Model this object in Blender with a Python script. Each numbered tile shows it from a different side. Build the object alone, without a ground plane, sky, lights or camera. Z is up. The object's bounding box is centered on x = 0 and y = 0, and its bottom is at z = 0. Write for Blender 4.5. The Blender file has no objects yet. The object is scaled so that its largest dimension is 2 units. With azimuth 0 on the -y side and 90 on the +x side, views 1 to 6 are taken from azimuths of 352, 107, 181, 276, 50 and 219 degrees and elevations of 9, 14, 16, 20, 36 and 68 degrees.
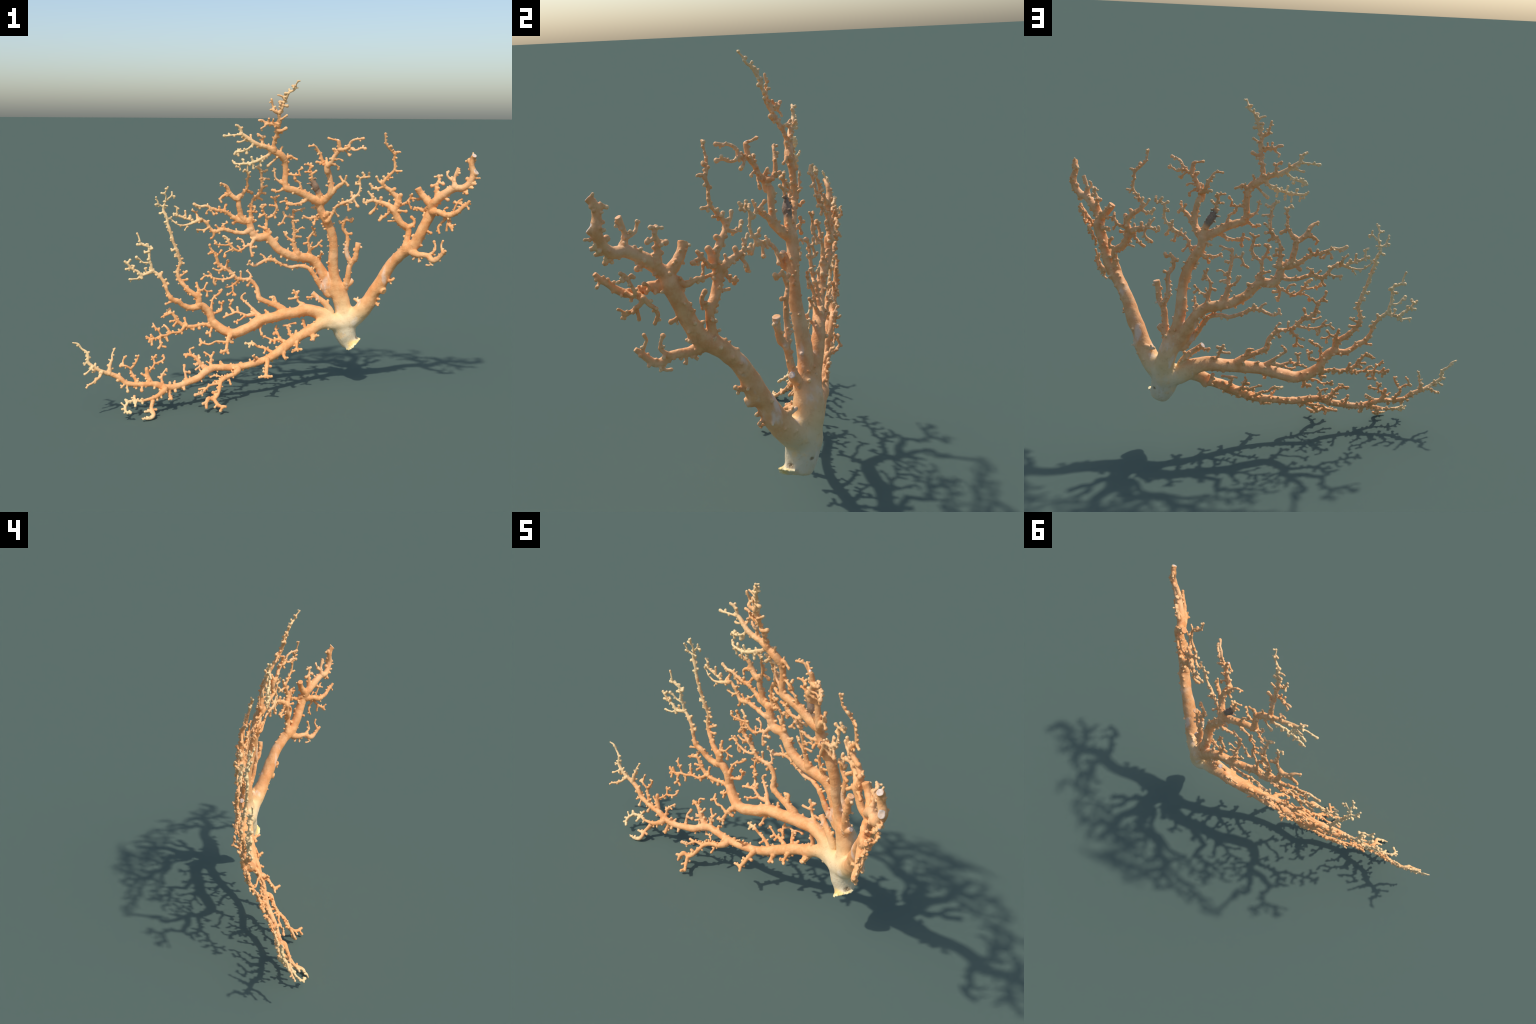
"""A dried fan coral: a short cut stalk, six heavy limbs spread in a bent fan,
and a few hundred branches and twigs set with small knobbly polyps.

Every limb, branch and twig is a spine: points (x, y, z, radius) in metres that
are threaded by a smooth curve and swept as a tube of changing thickness.  The
tubes are fused into one skin, the polyps are scattered by rule along them, and
the skin is then divided again into named parts that share their border."""
import bpy
import math
import random
import zlib
import numpy as np
from mathutils import Vector, noise
from mathutils.kdtree import KDTree

random.seed(7)
rng = np.random.default_rng(7)
noise.seed_set(7)

VOXEL = 0.0020
spines = {}


def grow(name, parent, end, points):
    """end: 'cut' = sawn flat, 'stub' = broken off and healed, 'tip' = rounded."""
    spines[name] = dict(name=name, parent=parent, end=end, pts=np.array(points, float))


# --- the skeleton ---------------------------------------------------------
# R: right limb, M: middle shaft with M1/M2/M3, L1/L2: the two left limbs.
grow("stem", None, "tip", [(0.471,0.184,0.231,0.0422), (0.457,0.187,0.261,0.0535), (0.441,0.191,0.305,0.0610), (0.434,0.203,0.358,0.0621)])
grow("R", "stem", "cut", [(0.438,0.193,0.345,0.0466), (0.498,0.171,0.398,0.0457), (0.529,0.150,0.436,0.0440), (0.558,0.130,0.483,0.0400), (0.575,0.110,0.538,0.0361), (0.607,0.091,0.592,0.0352), (0.624,0.077,0.640,0.0336), (0.643,0.062,0.685,0.0309), (0.670,0.039,0.727,0.0289), (0.705,0.008,0.773,0.0305), (0.739,-0.027,0.804,0.0285), (0.764,-0.051,0.863,0.0283), (0.789,-0.068,0.932,0.0254), (0.814,-0.085,0.992,0.0245), (0.810,-0.101,1.027,0.0227), (0.826,-0.122,1.054,0.0208), (0.856,-0.149,1.087,0.0193), (0.893,-0.178,1.116,0.0185), (0.927,-0.204,1.121,0.0170), (0.954,-0.218,1.147,0.0156), (0.971,-0.224,1.190,0.0163), (0.959,-0.225,1.232,0.0135), (0.961,-0.231,1.267,0.0128), (0.964,-0.244,1.283,0.0121)])
grow("R_a", "R", "stub", [(0.808,-0.098,1.026,0.0202), (0.782,-0.076,1.057,0.0175), (0.754,-0.066,1.089,0.0161), (0.741,-0.066,1.111,0.0175)])
grow("R_b", "R", "tip", [(0.709,0.001,0.777,0.0260), (0.704,-0.006,0.782,0.0236), (0.716,-0.006,0.843,0.0164), (0.718,-0.005,0.895,0.0171), (0.678,-0.001,0.925,0.0185), (0.651,0.001,0.970,0.0199), (0.643,-0.001,0.992,0.0177), (0.657,-0.003,1.022,0.0163), (0.657,-0.000,1.051,0.0142), (0.637,0.007,1.077,0.0135), (0.621,0.010,1.093,0.0128), (0.600,0.012,1.106,0.0113), (0.583,0.012,1.125,0.0099), (0.583,0.007,1.138,0.0095), (0.598,-0.001,1.159,0.0088), (0.614,-0.009,1.179,0.0081), (0.631,-0.017,1.200,0.0073), (0.632,-0.020,1.229,0.0069), (0.626,-0.022,1.258,0.0069), (0.626,-0.028,1.280,0.0065), (0.601,-0.032,1.305,0.0069), (0.576,-0.042,1.333,0.0054), (0.566,-0.054,1.385,0.0050)])
grow("R_b1", "R_b", "tip", [(0.641,-0.001,0.989,0.0160), (0.617,0.021,1.013,0.0142), (0.587,0.039,1.026,0.0121), (0.560,0.050,1.032,0.0100), (0.542,0.056,1.038,0.0082), (0.512,0.059,1.028,0.0075), (0.494,0.060,1.025,0.0067), (0.496,0.062,1.043,0.0060)])
grow("R_b2", "R_b", "tip", [(0.654,-0.005,1.017,0.0148), (0.659,-0.005,1.015,0.0135), (0.664,-0.011,1.045,0.0120), (0.666,-0.014,1.060,0.0099), (0.668,-0.018,1.071,0.0113)])
grow("R_b3", "R_b", "tip", [(0.715,-0.007,0.897,0.0098), (0.718,-0.010,0.903,0.0089), (0.742,-0.017,0.918,0.0082), (0.745,-0.018,0.937,0.0067), (0.732,-0.012,0.955,0.0092)])
grow("R_b4", "R_b", "tip", [(0.656,-0.005,1.022,0.0081), (0.675,-0.002,1.018,0.0074), (0.704,-0.005,1.033,0.0067), (0.722,-0.016,1.056,0.0074), (0.724,-0.031,1.076,0.0059)])
grow("R_b4a", "R_b4", "tip", [(0.722,-0.016,1.056,0.0059), (0.740,-0.033,1.054,0.0055), (0.762,-0.033,1.052,0.0059)])
grow("R_b4b", "R_b4", "tip", [(0.709,-0.010,1.040,0.0061), (0.708,-0.020,1.038,0.0055), (0.715,-0.020,1.019,0.0048), (0.726,-0.017,1.000,0.0059)])
grow("R_b1a", "R_b1", "tip", [(0.632,0.005,0.998,0.0065), (0.620,0.015,0.980,0.0059), (0.606,0.017,0.965,0.0056), (0.588,0.033,0.948,0.0082), (0.571,0.026,0.936,0.0067)])
grow("R_b1b", "R_b1", "tip", [(0.566,0.045,1.031,0.0066), (0.565,0.049,1.021,0.0060), (0.557,0.064,0.994,0.0060), (0.529,0.057,0.968,0.0082)])
grow("R_b1c", "R_b1", "tip", [(0.580,0.042,1.028,0.0060), (0.579,0.041,1.041,0.0067), (0.581,0.038,1.052,0.0082)])
grow("R_b1d", "R_b1", "tip", [(0.615,0.022,1.016,0.0052), (0.619,0.017,1.039,0.0052)])
grow("R_b1e", "R_b1", "tip", [(0.541,0.054,1.038,0.0074), (0.542,0.055,1.041,0.0075), (0.534,0.056,1.062,0.0074), (0.523,0.060,1.073,0.0060), (0.518,0.060,1.082,0.0052)])
grow("R_b1f", "R_b1", "tip", [(0.541,0.054,1.038,0.0066), (0.536,0.056,1.058,0.0060), (0.541,0.052,1.072,0.0048)])
grow("R_b5", "R_b", "tip", [(0.645,-0.002,0.984,0.0073), (0.662,-0.010,0.989,0.0066), (0.681,-0.021,0.988,0.0059), (0.695,-0.031,0.987,0.0074)])
grow("R_b6", "R_b", "tip", [(0.663,-0.002,0.948,0.0061), (0.647,0.011,0.935,0.0056), (0.620,0.025,0.931,0.0052)])
grow("R_b7", "R_b", "tip", [(0.589,0.010,1.118,0.0081), (0.579,0.019,1.108,0.0074), (0.556,0.030,1.101,0.0067), (0.534,0.040,1.104,0.0067), (0.522,0.043,1.123,0.0074)])
grow("R_b8", "R_b", "tip", [(0.583,0.010,1.126,0.0081), (0.577,0.015,1.126,0.0074), (0.561,0.020,1.139,0.0059), (0.549,0.021,1.162,0.0066)])
grow("R_b9", "R_b", "tip", [(0.589,0.004,1.147,0.0059), (0.581,0.005,1.164,0.0051)])
grow("R_b10", "R_b", "tip", [(0.599,-0.004,1.161,0.0065), (0.602,-0.002,1.159,0.0059), (0.623,-0.014,1.161,0.0051)])
grow("R_b11", "R_b", "tip", [(0.630,-0.019,1.199,0.0066), (0.634,-0.018,1.196,0.0066), (0.663,-0.033,1.195,0.0051)])
grow("R_b12", "R_b", "tip", [(0.623,-0.030,1.282,0.0056), (0.627,-0.031,1.286,0.0051), (0.637,-0.038,1.294,0.0047), (0.651,-0.045,1.291,0.0043)])
grow("R_b13", "R_b", "tip", [(0.590,-0.038,1.317,0.0048), (0.590,-0.036,1.316,0.0043), (0.601,-0.043,1.323,0.0051)])
grow("R_b14", "R_b", "tip", [(0.624,0.007,1.090,0.0081), (0.627,0.007,1.093,0.0074), (0.640,-0.000,1.101,0.0081)])
grow("R_c", "R", "stub", [(0.728,-0.018,0.794,0.0215), (0.733,-0.037,0.779,0.0196), (0.753,-0.070,0.767,0.0156), (0.775,-0.096,0.769,0.0141), (0.794,-0.116,0.766,0.0133), (0.803,-0.135,0.751,0.0133), (0.816,-0.153,0.750,0.0125), (0.835,-0.170,0.771,0.0118), (0.845,-0.184,0.791,0.0097), (0.855,-0.197,0.806,0.0072)])
grow("R_c1", "R_c", "tip", [(0.794,-0.118,0.767,0.0088), (0.804,-0.116,0.775,0.0080), (0.821,-0.131,0.798,0.0066), (0.825,-0.126,0.821,0.0062), (0.820,-0.120,0.840,0.0069)])
grow("R_c2", "R_c", "tip", [(0.845,-0.187,0.793,0.0063), (0.843,-0.180,0.798,0.0058), (0.839,-0.170,0.816,0.0054), (0.843,-0.164,0.830,0.0054), (0.849,-0.167,0.850,0.0054)])
grow("R_c3", "R_c", "tip", [(0.804,-0.139,0.751,0.0064), (0.803,-0.137,0.740,0.0058), (0.798,-0.133,0.722,0.0051), (0.785,-0.117,0.720,0.0048)])
grow("R_c4", "R_c", "tip", [(0.757,-0.079,0.768,0.0061), (0.758,-0.077,0.759,0.0055), (0.756,-0.078,0.730,0.0048)])
grow("R_c5", "R_c", "tip", [(0.748,-0.066,0.770,0.0053), (0.744,-0.059,0.756,0.0048), (0.735,-0.051,0.740,0.0052)])
grow("R_d", "R", "stub", [(0.813,-0.087,0.993,0.0168), (0.812,-0.117,0.995,0.0153), (0.828,-0.146,0.995,0.0149), (0.855,-0.175,0.983,0.0144), (0.883,-0.199,0.989,0.0130), (0.901,-0.218,1.005,0.0109), (0.920,-0.233,1.028,0.0102), (0.936,-0.247,1.044,0.0088), (0.945,-0.257,1.062,0.0077)])
grow("R_d1", "R_d", "tip", [(0.885,-0.205,0.992,0.0071), (0.900,-0.160,0.990,0.0065), (0.908,-0.168,1.029,0.0061), (0.919,-0.175,1.051,0.0061), (0.934,-0.182,1.062,0.0054)])
grow("R_d1a", "R_d1", "tip", [(0.913,-0.174,1.041,0.0055), (0.915,-0.173,1.040,0.0050), (0.905,-0.163,1.050,0.0043)])
grow("R_d1b", "R_d1", "tip", [(0.915,-0.175,1.044,0.0055), (0.916,-0.174,1.044,0.0050), (0.932,-0.192,1.035,0.0043)])
grow("R_d2", "R_d", "tip", [(0.844,-0.167,0.988,0.0064), (0.860,-0.133,0.993,0.0058), (0.862,-0.136,1.008,0.0051), (0.874,-0.141,1.016,0.0051)])
grow("R_d3", "R_d", "tip", [(0.931,-0.246,1.040,0.0062), (0.933,-0.245,1.038,0.0056), (0.941,-0.256,1.020,0.0049)])
grow("R_d4", "R_d", "tip", [(0.859,-0.182,0.985,0.0095), (0.873,-0.146,0.973,0.0087), (0.865,-0.137,0.953,0.0072), (0.852,-0.126,0.938,0.0073), (0.837,-0.123,0.912,0.0065), (0.841,-0.132,0.886,0.0058)])
grow("R_d5", "R_d", "tip", [(0.861,-0.183,0.985,0.0099), (0.876,-0.149,0.966,0.0090), (0.876,-0.173,0.940,0.0086), (0.875,-0.196,0.926,0.0072), (0.876,-0.219,0.909,0.0053)])
grow("R_d5a", "R_d5", "tip", [(0.874,-0.201,0.925,0.0054), (0.888,-0.223,0.939,0.0043)])
grow("R_d5b", "R_d5", "tip", [(0.875,-0.174,0.941,0.0059), (0.867,-0.176,0.940,0.0054), (0.864,-0.171,0.904,0.0065)])
grow("R_e", "R", "tip", [(0.833,-0.130,1.062,0.0153), (0.831,-0.118,1.068,0.0139), (0.826,-0.113,1.097,0.0111), (0.827,-0.111,1.133,0.0087), (0.838,-0.112,1.154,0.0079), (0.834,-0.109,1.174,0.0090)])
grow("R_e1", "R_e", "tip", [(0.834,-0.109,1.172,0.0058), (0.818,-0.096,1.169,0.0051)])
grow("R_e2", "R_e", "tip", [(0.835,-0.110,1.172,0.0058), (0.846,-0.119,1.176,0.0050)])
grow("R_e3", "R_e", "tip", [(0.826,-0.113,1.131,0.0072), (0.825,-0.110,1.131,0.0065), (0.806,-0.094,1.123,0.0072)])
grow("R_e4", "R_e", "tip", [(0.832,-0.114,1.144,0.0071), (0.838,-0.116,1.140,0.0065), (0.853,-0.130,1.135,0.0072)])
grow("R_f", "R", "stub", [(0.895,-0.182,1.117,0.0150), (0.892,-0.188,1.124,0.0137), (0.889,-0.181,1.152,0.0089), (0.893,-0.180,1.177,0.0085), (0.900,-0.183,1.196,0.0085), (0.910,-0.186,1.219,0.0102)])
grow("R_f1", "R_f", "tip", [(0.889,-0.183,1.155,0.0071), (0.887,-0.178,1.155,0.0064), (0.872,-0.158,1.166,0.0061), (0.862,-0.153,1.184,0.0061), (0.871,-0.148,1.199,0.0047)])
grow("R_g", "R", "stub", [(0.959,-0.226,1.243,0.0108), (0.945,-0.211,1.265,0.0088)])
grow("R_h", "R", "cut", [(0.971,-0.225,1.186,0.0136), (0.979,-0.241,1.201,0.0115)])
grow("R_i", "R", "tip", [(0.965,-0.224,1.177,0.0054), (0.974,-0.229,1.172,0.0049), (0.995,-0.249,1.172,0.0042)])
grow("R_j", "R", "cut", [(0.955,-0.220,1.151,0.0078), (0.967,-0.230,1.144,0.0071), (0.981,-0.244,1.142,0.0063)])
grow("R_k", "R", "tip", [(0.944,-0.215,1.138,0.0062), (0.953,-0.222,1.124,0.0057), (0.965,-0.235,1.123,0.0056)])
grow("R_l", "R", "tip", [(0.926,-0.206,1.121,0.0062), (0.930,-0.208,1.107,0.0057), (0.942,-0.221,1.094,0.0064)])
grow("R_m", "R", "tip", [(0.958,-0.219,1.161,0.0057), (0.947,-0.208,1.166,0.0064)])
grow("R_n", "R", "tip", [(0.848,-0.144,1.079,0.0079), (0.854,-0.147,1.070,0.0072), (0.868,-0.161,1.058,0.0072)])
grow("R_o", "R", "tip", [(0.812,-0.093,1.005,0.0131), (0.793,-0.072,1.006,0.0119), (0.785,-0.046,0.990,0.0092), (0.760,-0.024,1.003,0.0081), (0.745,-0.011,0.995,0.0067)])
grow("R_p", "R", "tip", [(0.616,0.081,0.619,0.0092), (0.638,0.063,0.610,0.0084), (0.650,0.040,0.614,0.0083), (0.663,0.042,0.622,0.0061)])
grow("R_q", "R", "stub", [(0.594,0.096,0.571,0.0202), (0.607,0.086,0.561,0.0183), (0.617,0.057,0.549,0.0146)])
grow("R_r", "R", "tip", [(0.566,0.118,0.512,0.0084), (0.582,0.104,0.505,0.0077), (0.600,0.087,0.504,0.0061)])
grow("R_s", "R", "tip", [(0.561,0.124,0.495,0.0093), (0.580,0.108,0.487,0.0085), (0.595,0.092,0.469,0.0061)])
grow("R_t", "R", "tip", [(0.549,0.134,0.469,0.0140), (0.536,0.165,0.480,0.0127), (0.510,0.172,0.477,0.0112), (0.492,0.188,0.485,0.0070)])
grow("R_u", "R", "tip", [(0.777,-0.062,0.900,0.0065), (0.792,-0.075,0.892,0.0059), (0.810,-0.094,0.882,0.0066)])
grow("R_v", "R", "tip", [(0.747,-0.037,0.824,0.0049), (0.762,-0.050,0.814,0.0044), (0.775,-0.064,0.814,0.0052)])
grow("M", "stem", "tip", [(0.435,0.198,0.363,0.0481), (0.436,0.211,0.421,0.0421), (0.421,0.214,0.477,0.0451), (0.410,0.214,0.509,0.0420)])
grow("M2", "M", "tip", [(0.410,0.212,0.509,0.0362), (0.419,0.199,0.516,0.0329), (0.395,0.198,0.568,0.0298), (0.373,0.195,0.644,0.0275), (0.367,0.183,0.705,0.0270), (0.365,0.172,0.769,0.0250), (0.355,0.161,0.832,0.0231), (0.334,0.152,0.895,0.0226), (0.305,0.146,0.946,0.0225), (0.284,0.142,0.984,0.0217), (0.279,0.138,1.019,0.0224)])
grow("M2a", "M2", "stub", [(0.278,0.136,1.019,0.0202), (0.273,0.132,1.023,0.0224), (0.233,0.122,1.043,0.0208), (0.181,0.114,1.071,0.0197), (0.134,0.104,1.090,0.0171), (0.093,0.098,1.101,0.0178), (0.083,0.097,1.128,0.0152), (0.085,0.099,1.176,0.0149), (0.084,0.096,1.217,0.0145), (0.078,0.088,1.246,0.0155), (0.060,0.078,1.269,0.0176), (0.021,0.070,1.291,0.0157), (-0.017,0.061,1.313,0.0132), (-0.055,0.053,1.322,0.0115), (-0.093,0.047,1.340,0.0111), (-0.129,0.046,1.367,0.0097), (-0.150,0.044,1.381,0.0086), (-0.155,0.042,1.402,0.0079), (-0.167,0.037,1.417,0.0064), (-0.184,0.031,1.424,0.0061)])
grow("M2a1", "M2a", "tip", [(0.020,0.065,1.295,0.0126), (0.015,0.060,1.320,0.0101), (0.018,0.050,1.349,0.0097), (0.029,0.034,1.382,0.0104), (0.032,0.017,1.414,0.0096), (0.038,0.003,1.442,0.0089), (0.031,-0.005,1.467,0.0096), (0.031,-0.009,1.485,0.0102), (0.045,-0.016,1.506,0.0075), (0.054,-0.023,1.541,0.0078), (0.066,-0.033,1.565,0.0071), (0.075,-0.042,1.584,0.0056), (0.098,-0.053,1.596,0.0053), (0.104,-0.060,1.616,0.0046), (0.106,-0.068,1.627,0.0045), (0.113,-0.076,1.638,0.0045)])
grow("M2a1a", "M2a1", "tip", [(0.030,-0.011,1.485,0.0092), (0.028,-0.009,1.485,0.0089), (0.003,-0.018,1.495,0.0085), (0.000,-0.012,1.512,0.0057), (-0.010,-0.019,1.550,0.0057)])
grow("M2a1b", "M2a1", "tip", [(0.033,0.013,1.419,0.0071), (0.023,0.012,1.421,0.0064), (0.003,0.014,1.435,0.0057), (-0.015,0.015,1.433,0.0072), (-0.031,0.018,1.430,0.0064), (-0.045,0.021,1.447,0.0054), (-0.065,0.020,1.447,0.0057)])
grow("M2a1c", "M2a1", "tip", [(0.033,0.014,1.418,0.0071), (-0.021,0.012,1.432,0.0064), (-0.036,0.017,1.419,0.0054), (-0.055,0.021,1.407,0.0043)])
grow("M2a1d", "M2a1", "tip", [(0.034,0.011,1.422,0.0055), (-0.015,0.010,1.435,0.0050), (-0.018,0.003,1.455,0.0050)])
grow("M2a1e", "M2a1", "tip", [(0.035,0.008,1.429,0.0055), (0.004,0.008,1.437,0.0050), (0.004,0.002,1.453,0.0043)])
grow("M2a1f", "M2a1", "tip", [(0.035,-0.002,1.452,0.0055), (0.040,-0.005,1.453,0.0050), (0.072,0.000,1.472,0.0054)])
grow("M2a1g", "M2a1", "tip", [(0.030,0.023,1.399,0.0090), (0.043,0.020,1.396,0.0086), (0.071,0.020,1.408,0.0072)])
grow("M2a1h", "M2a1", "tip", [(0.058,-0.029,1.550,0.0062), (0.051,-0.028,1.554,0.0057), (0.039,-0.031,1.567,0.0049), (0.019,-0.031,1.571,0.0035)])
grow("M2a1i", "M2a1", "tip", [(0.052,-0.024,1.536,0.0051), (0.049,-0.022,1.537,0.0046), (0.032,-0.021,1.538,0.0057)])
grow("M2a1j", "M2a1", "tip", [(0.049,-0.021,1.522,0.0051), (0.057,-0.019,1.520,0.0046), (0.069,-0.019,1.519,0.0064)])
grow("M2a1k", "M2a1", "tip", [(0.104,-0.063,1.618,0.0041), (0.103,-0.061,1.618,0.0042), (0.087,-0.059,1.616,0.0042)])
grow("M2a1l", "M2a1", "tip", [(0.073,-0.043,1.580,0.0046), (0.073,-0.041,1.580,0.0042), (0.056,-0.039,1.580,0.0049)])
grow("M2a2", "M2a", "tip", [(0.007,0.065,1.299,0.0096), (-0.004,0.072,1.278,0.0087), (-0.040,0.057,1.258,0.0083), (-0.074,0.046,1.242,0.0080), (-0.111,0.042,1.232,0.0072), (-0.155,0.043,1.229,0.0065), (-0.187,0.047,1.231,0.0054), (-0.195,0.053,1.245,0.0043)])
grow("M2a2n0", "M2a2", "tip", [(-0.060,0.049,1.249,0.0048), (-0.059,0.051,1.247,0.0043), (-0.050,0.057,1.219,0.0058)])
grow("M2a2n1", "M2a2", "tip", [(-0.096,0.042,1.236,0.0048), (-0.096,0.044,1.234,0.0043), (-0.089,0.049,1.206,0.0051)])
grow("M2a2n2", "M2a2", "tip", [(-0.122,0.040,1.231,0.0048), (-0.122,0.042,1.230,0.0043), (-0.119,0.048,1.195,0.0051)])
grow("M2a2n3", "M2a2", "tip", [(-0.159,0.041,1.229,0.0048), (-0.158,0.043,1.228,0.0043), (-0.157,0.047,1.199,0.0054)])
grow("M2a2n4", "M2a2", "tip", [(-0.093,0.044,1.238,0.0043), (-0.100,0.039,1.263,0.0051)])
grow("M2a2n5", "M2a2", "tip", [(-0.140,0.041,1.230,0.0048), (-0.140,0.042,1.231,0.0043), (-0.141,0.040,1.250,0.0047)])
grow("M2a2n6", "M2a2", "tip", [(-0.175,0.043,1.230,0.0048), (-0.175,0.045,1.229,0.0043), (-0.177,0.047,1.214,0.0047)])
grow("M2a3", "M2a", "tip", [(-0.088,0.046,1.338,0.0071), (-0.097,0.045,1.321,0.0065), (-0.123,0.041,1.303,0.0058), (-0.148,0.039,1.292,0.0061), (-0.179,0.043,1.289,0.0065)])
grow("M2a3n0", "M2a3", "tip", [(-0.127,0.039,1.301,0.0048), (-0.126,0.041,1.299,0.0043), (-0.125,0.044,1.283,0.0065)])
grow("M2a3n1", "M2a3", "tip", [(-0.166,0.039,1.290,0.0048), (-0.166,0.041,1.290,0.0043), (-0.166,0.043,1.271,0.0043)])
grow("M2a3n2", "M2a3", "tip", [(-0.179,0.041,1.289,0.0047), (-0.182,0.042,1.288,0.0043), (-0.187,0.043,1.278,0.0043)])
grow("M2a3n3", "M2a3", "tip", [(-0.159,0.038,1.291,0.0047), (-0.159,0.040,1.292,0.0043), (-0.157,0.039,1.303,0.0043)])
grow("M2a4", "M2a", "tip", [(-0.150,0.042,1.381,0.0063), (-0.155,0.042,1.376,0.0057), (-0.189,0.033,1.375,0.0047), (-0.215,0.029,1.371,0.0050), (-0.241,0.026,1.370,0.0064)])
grow("M2a5", "M2a", "tip", [(-0.125,0.044,1.363,0.0051), (-0.136,0.049,1.347,0.0047), (-0.154,0.049,1.340,0.0054), (-0.170,0.051,1.339,0.0065)])
grow("M2a6", "M2a", "tip", [(-0.106,0.045,1.350,0.0055), (-0.103,0.047,1.353,0.0050), (-0.101,0.067,1.372,0.0054)])
grow("M2a7", "M2a", "tip", [(-0.047,0.053,1.320,0.0088), (-0.045,0.060,1.324,0.0080), (-0.042,0.060,1.349,0.0065), (-0.043,0.051,1.363,0.0058), (-0.066,0.055,1.378,0.0058)])
grow("M2a7a", "M2a7", "tip", [(-0.043,0.050,1.362,0.0053), (-0.043,0.052,1.362,0.0058), (-0.033,0.050,1.366,0.0065)])
grow("M2a8", "M2a", "tip", [(0.048,0.074,1.275,0.0060), (0.053,0.073,1.284,0.0055), (0.062,0.073,1.313,0.0051)])
grow("M2a9", "M2a", "tip", [(0.078,0.086,1.247,0.0109), (0.088,0.090,1.254,0.0099), (0.106,0.083,1.266,0.0088), (0.124,0.083,1.258,0.0062), (0.141,0.080,1.250,0.0048)])
grow("M2a10", "M2a", "tip", [(0.046,0.073,1.277,0.0072), (0.036,0.080,1.258,0.0066), (0.017,0.086,1.239,0.0055), (-0.009,0.086,1.217,0.0081)])
grow("M2a11", "M2a", "tip", [(0.083,0.095,1.130,0.0098), (0.065,0.103,1.130,0.0089), (0.047,0.103,1.141,0.0066), (0.032,0.105,1.159,0.0052), (0.030,0.105,1.183,0.0048), (0.025,0.106,1.203,0.0044)])
grow("M2a12", "M2a", "tip", [(0.092,0.096,1.101,0.0065), (0.069,0.099,1.093,0.0059), (0.044,0.107,1.083,0.0056), (0.020,0.116,1.090,0.0082)])
grow("M2a13", "M2a", "tip", [(0.084,0.096,1.173,0.0065), (0.102,0.099,1.172,0.0059), (0.130,0.091,1.169,0.0055), (0.155,0.083,1.173,0.0059), (0.153,0.081,1.192,0.0052), (0.168,0.075,1.203,0.0055)])
grow("M2a13a", "M2a13", "tip", [(0.130,0.089,1.169,0.0050), (0.130,0.091,1.167,0.0052), (0.134,0.094,1.150,0.0074)])
grow("M2a14", "M2a", "tip", [(0.164,0.109,1.078,0.0082), (0.170,0.107,1.094,0.0074), (0.159,0.100,1.128,0.0056), (0.139,0.098,1.140,0.0056)])
grow("M2a15", "M2a", "tip", [(0.205,0.116,1.058,0.0090), (0.189,0.112,1.030,0.0082), (0.137,0.115,1.015,0.0071), (0.103,0.120,1.015,0.0063), (0.091,0.125,1.031,0.0056), (0.066,0.127,1.025,0.0052)])
grow("M2a15a", "M2a15", "tip", [(0.103,0.118,1.015,0.0057), (0.102,0.120,1.013,0.0060), (0.098,0.124,0.991,0.0082)])
grow("M2a15b", "M2a15", "tip", [(0.092,0.122,1.029,0.0051), (0.093,0.124,1.029,0.0052), (0.093,0.121,1.045,0.0067)])
grow("M2b", "M2", "cut", [(0.278,0.136,1.019,0.0202), (0.283,0.132,1.023,0.0198), (0.307,0.110,1.046,0.0172), (0.322,0.092,1.072,0.0172), (0.322,0.083,1.128,0.0142), (0.306,0.078,1.191,0.0142), (0.297,0.063,1.185,0.0131), (0.295,0.056,1.218,0.0148), (0.311,0.044,1.234,0.0116), (0.327,0.036,1.267,0.0098), (0.346,0.026,1.296,0.0115), (0.348,0.017,1.318,0.0105), (0.341,0.011,1.347,0.0097)])
grow("M2b1", "M2b", "tip", [(0.296,0.053,1.220,0.0109), (0.300,0.078,1.221,0.0099), (0.279,0.087,1.237,0.0092), (0.267,0.088,1.268,0.0089), (0.252,0.081,1.296,0.0074), (0.232,0.073,1.319,0.0055), (0.201,0.063,1.317,0.0051)])
grow("M2b1a", "M2b1", "tip", [(0.281,0.084,1.235,0.0081), (0.279,0.087,1.231,0.0074), (0.249,0.097,1.235,0.0059)])
grow("M2b1b", "M2b", "tip", [(0.297,0.052,1.221,0.0097), (0.294,0.053,1.226,0.0088), (0.293,0.067,1.255,0.0051)])
grow("M2b2", "M2b", "tip", [(0.346,0.021,1.303,0.0096), (0.349,0.014,1.302,0.0087), (0.371,0.007,1.303,0.0076), (0.394,0.001,1.315,0.0073), (0.399,-0.004,1.340,0.0065), (0.416,-0.018,1.352,0.0058), (0.437,-0.036,1.358,0.0058), (0.454,-0.052,1.360,0.0065)])
grow("M2b3", "M2b2", "tip", [(0.393,-0.001,1.315,0.0065), (0.399,0.006,1.313,0.0065), (0.419,-0.010,1.300,0.0051), (0.438,-0.024,1.304,0.0051), (0.455,-0.036,1.312,0.0054), (0.465,-0.048,1.309,0.0079)])
grow("M2b4", "M2b2", "tip", [(0.372,0.005,1.304,0.0060), (0.375,0.007,1.300,0.0054), (0.389,0.019,1.289,0.0051), (0.401,0.010,1.273,0.0080)])
grow("M2b5", "M2b", "tip", [(0.340,0.009,1.347,0.0056), (0.338,0.011,1.349,0.0051), (0.315,0.023,1.354,0.0047), (0.295,0.034,1.359,0.0058)])
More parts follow.
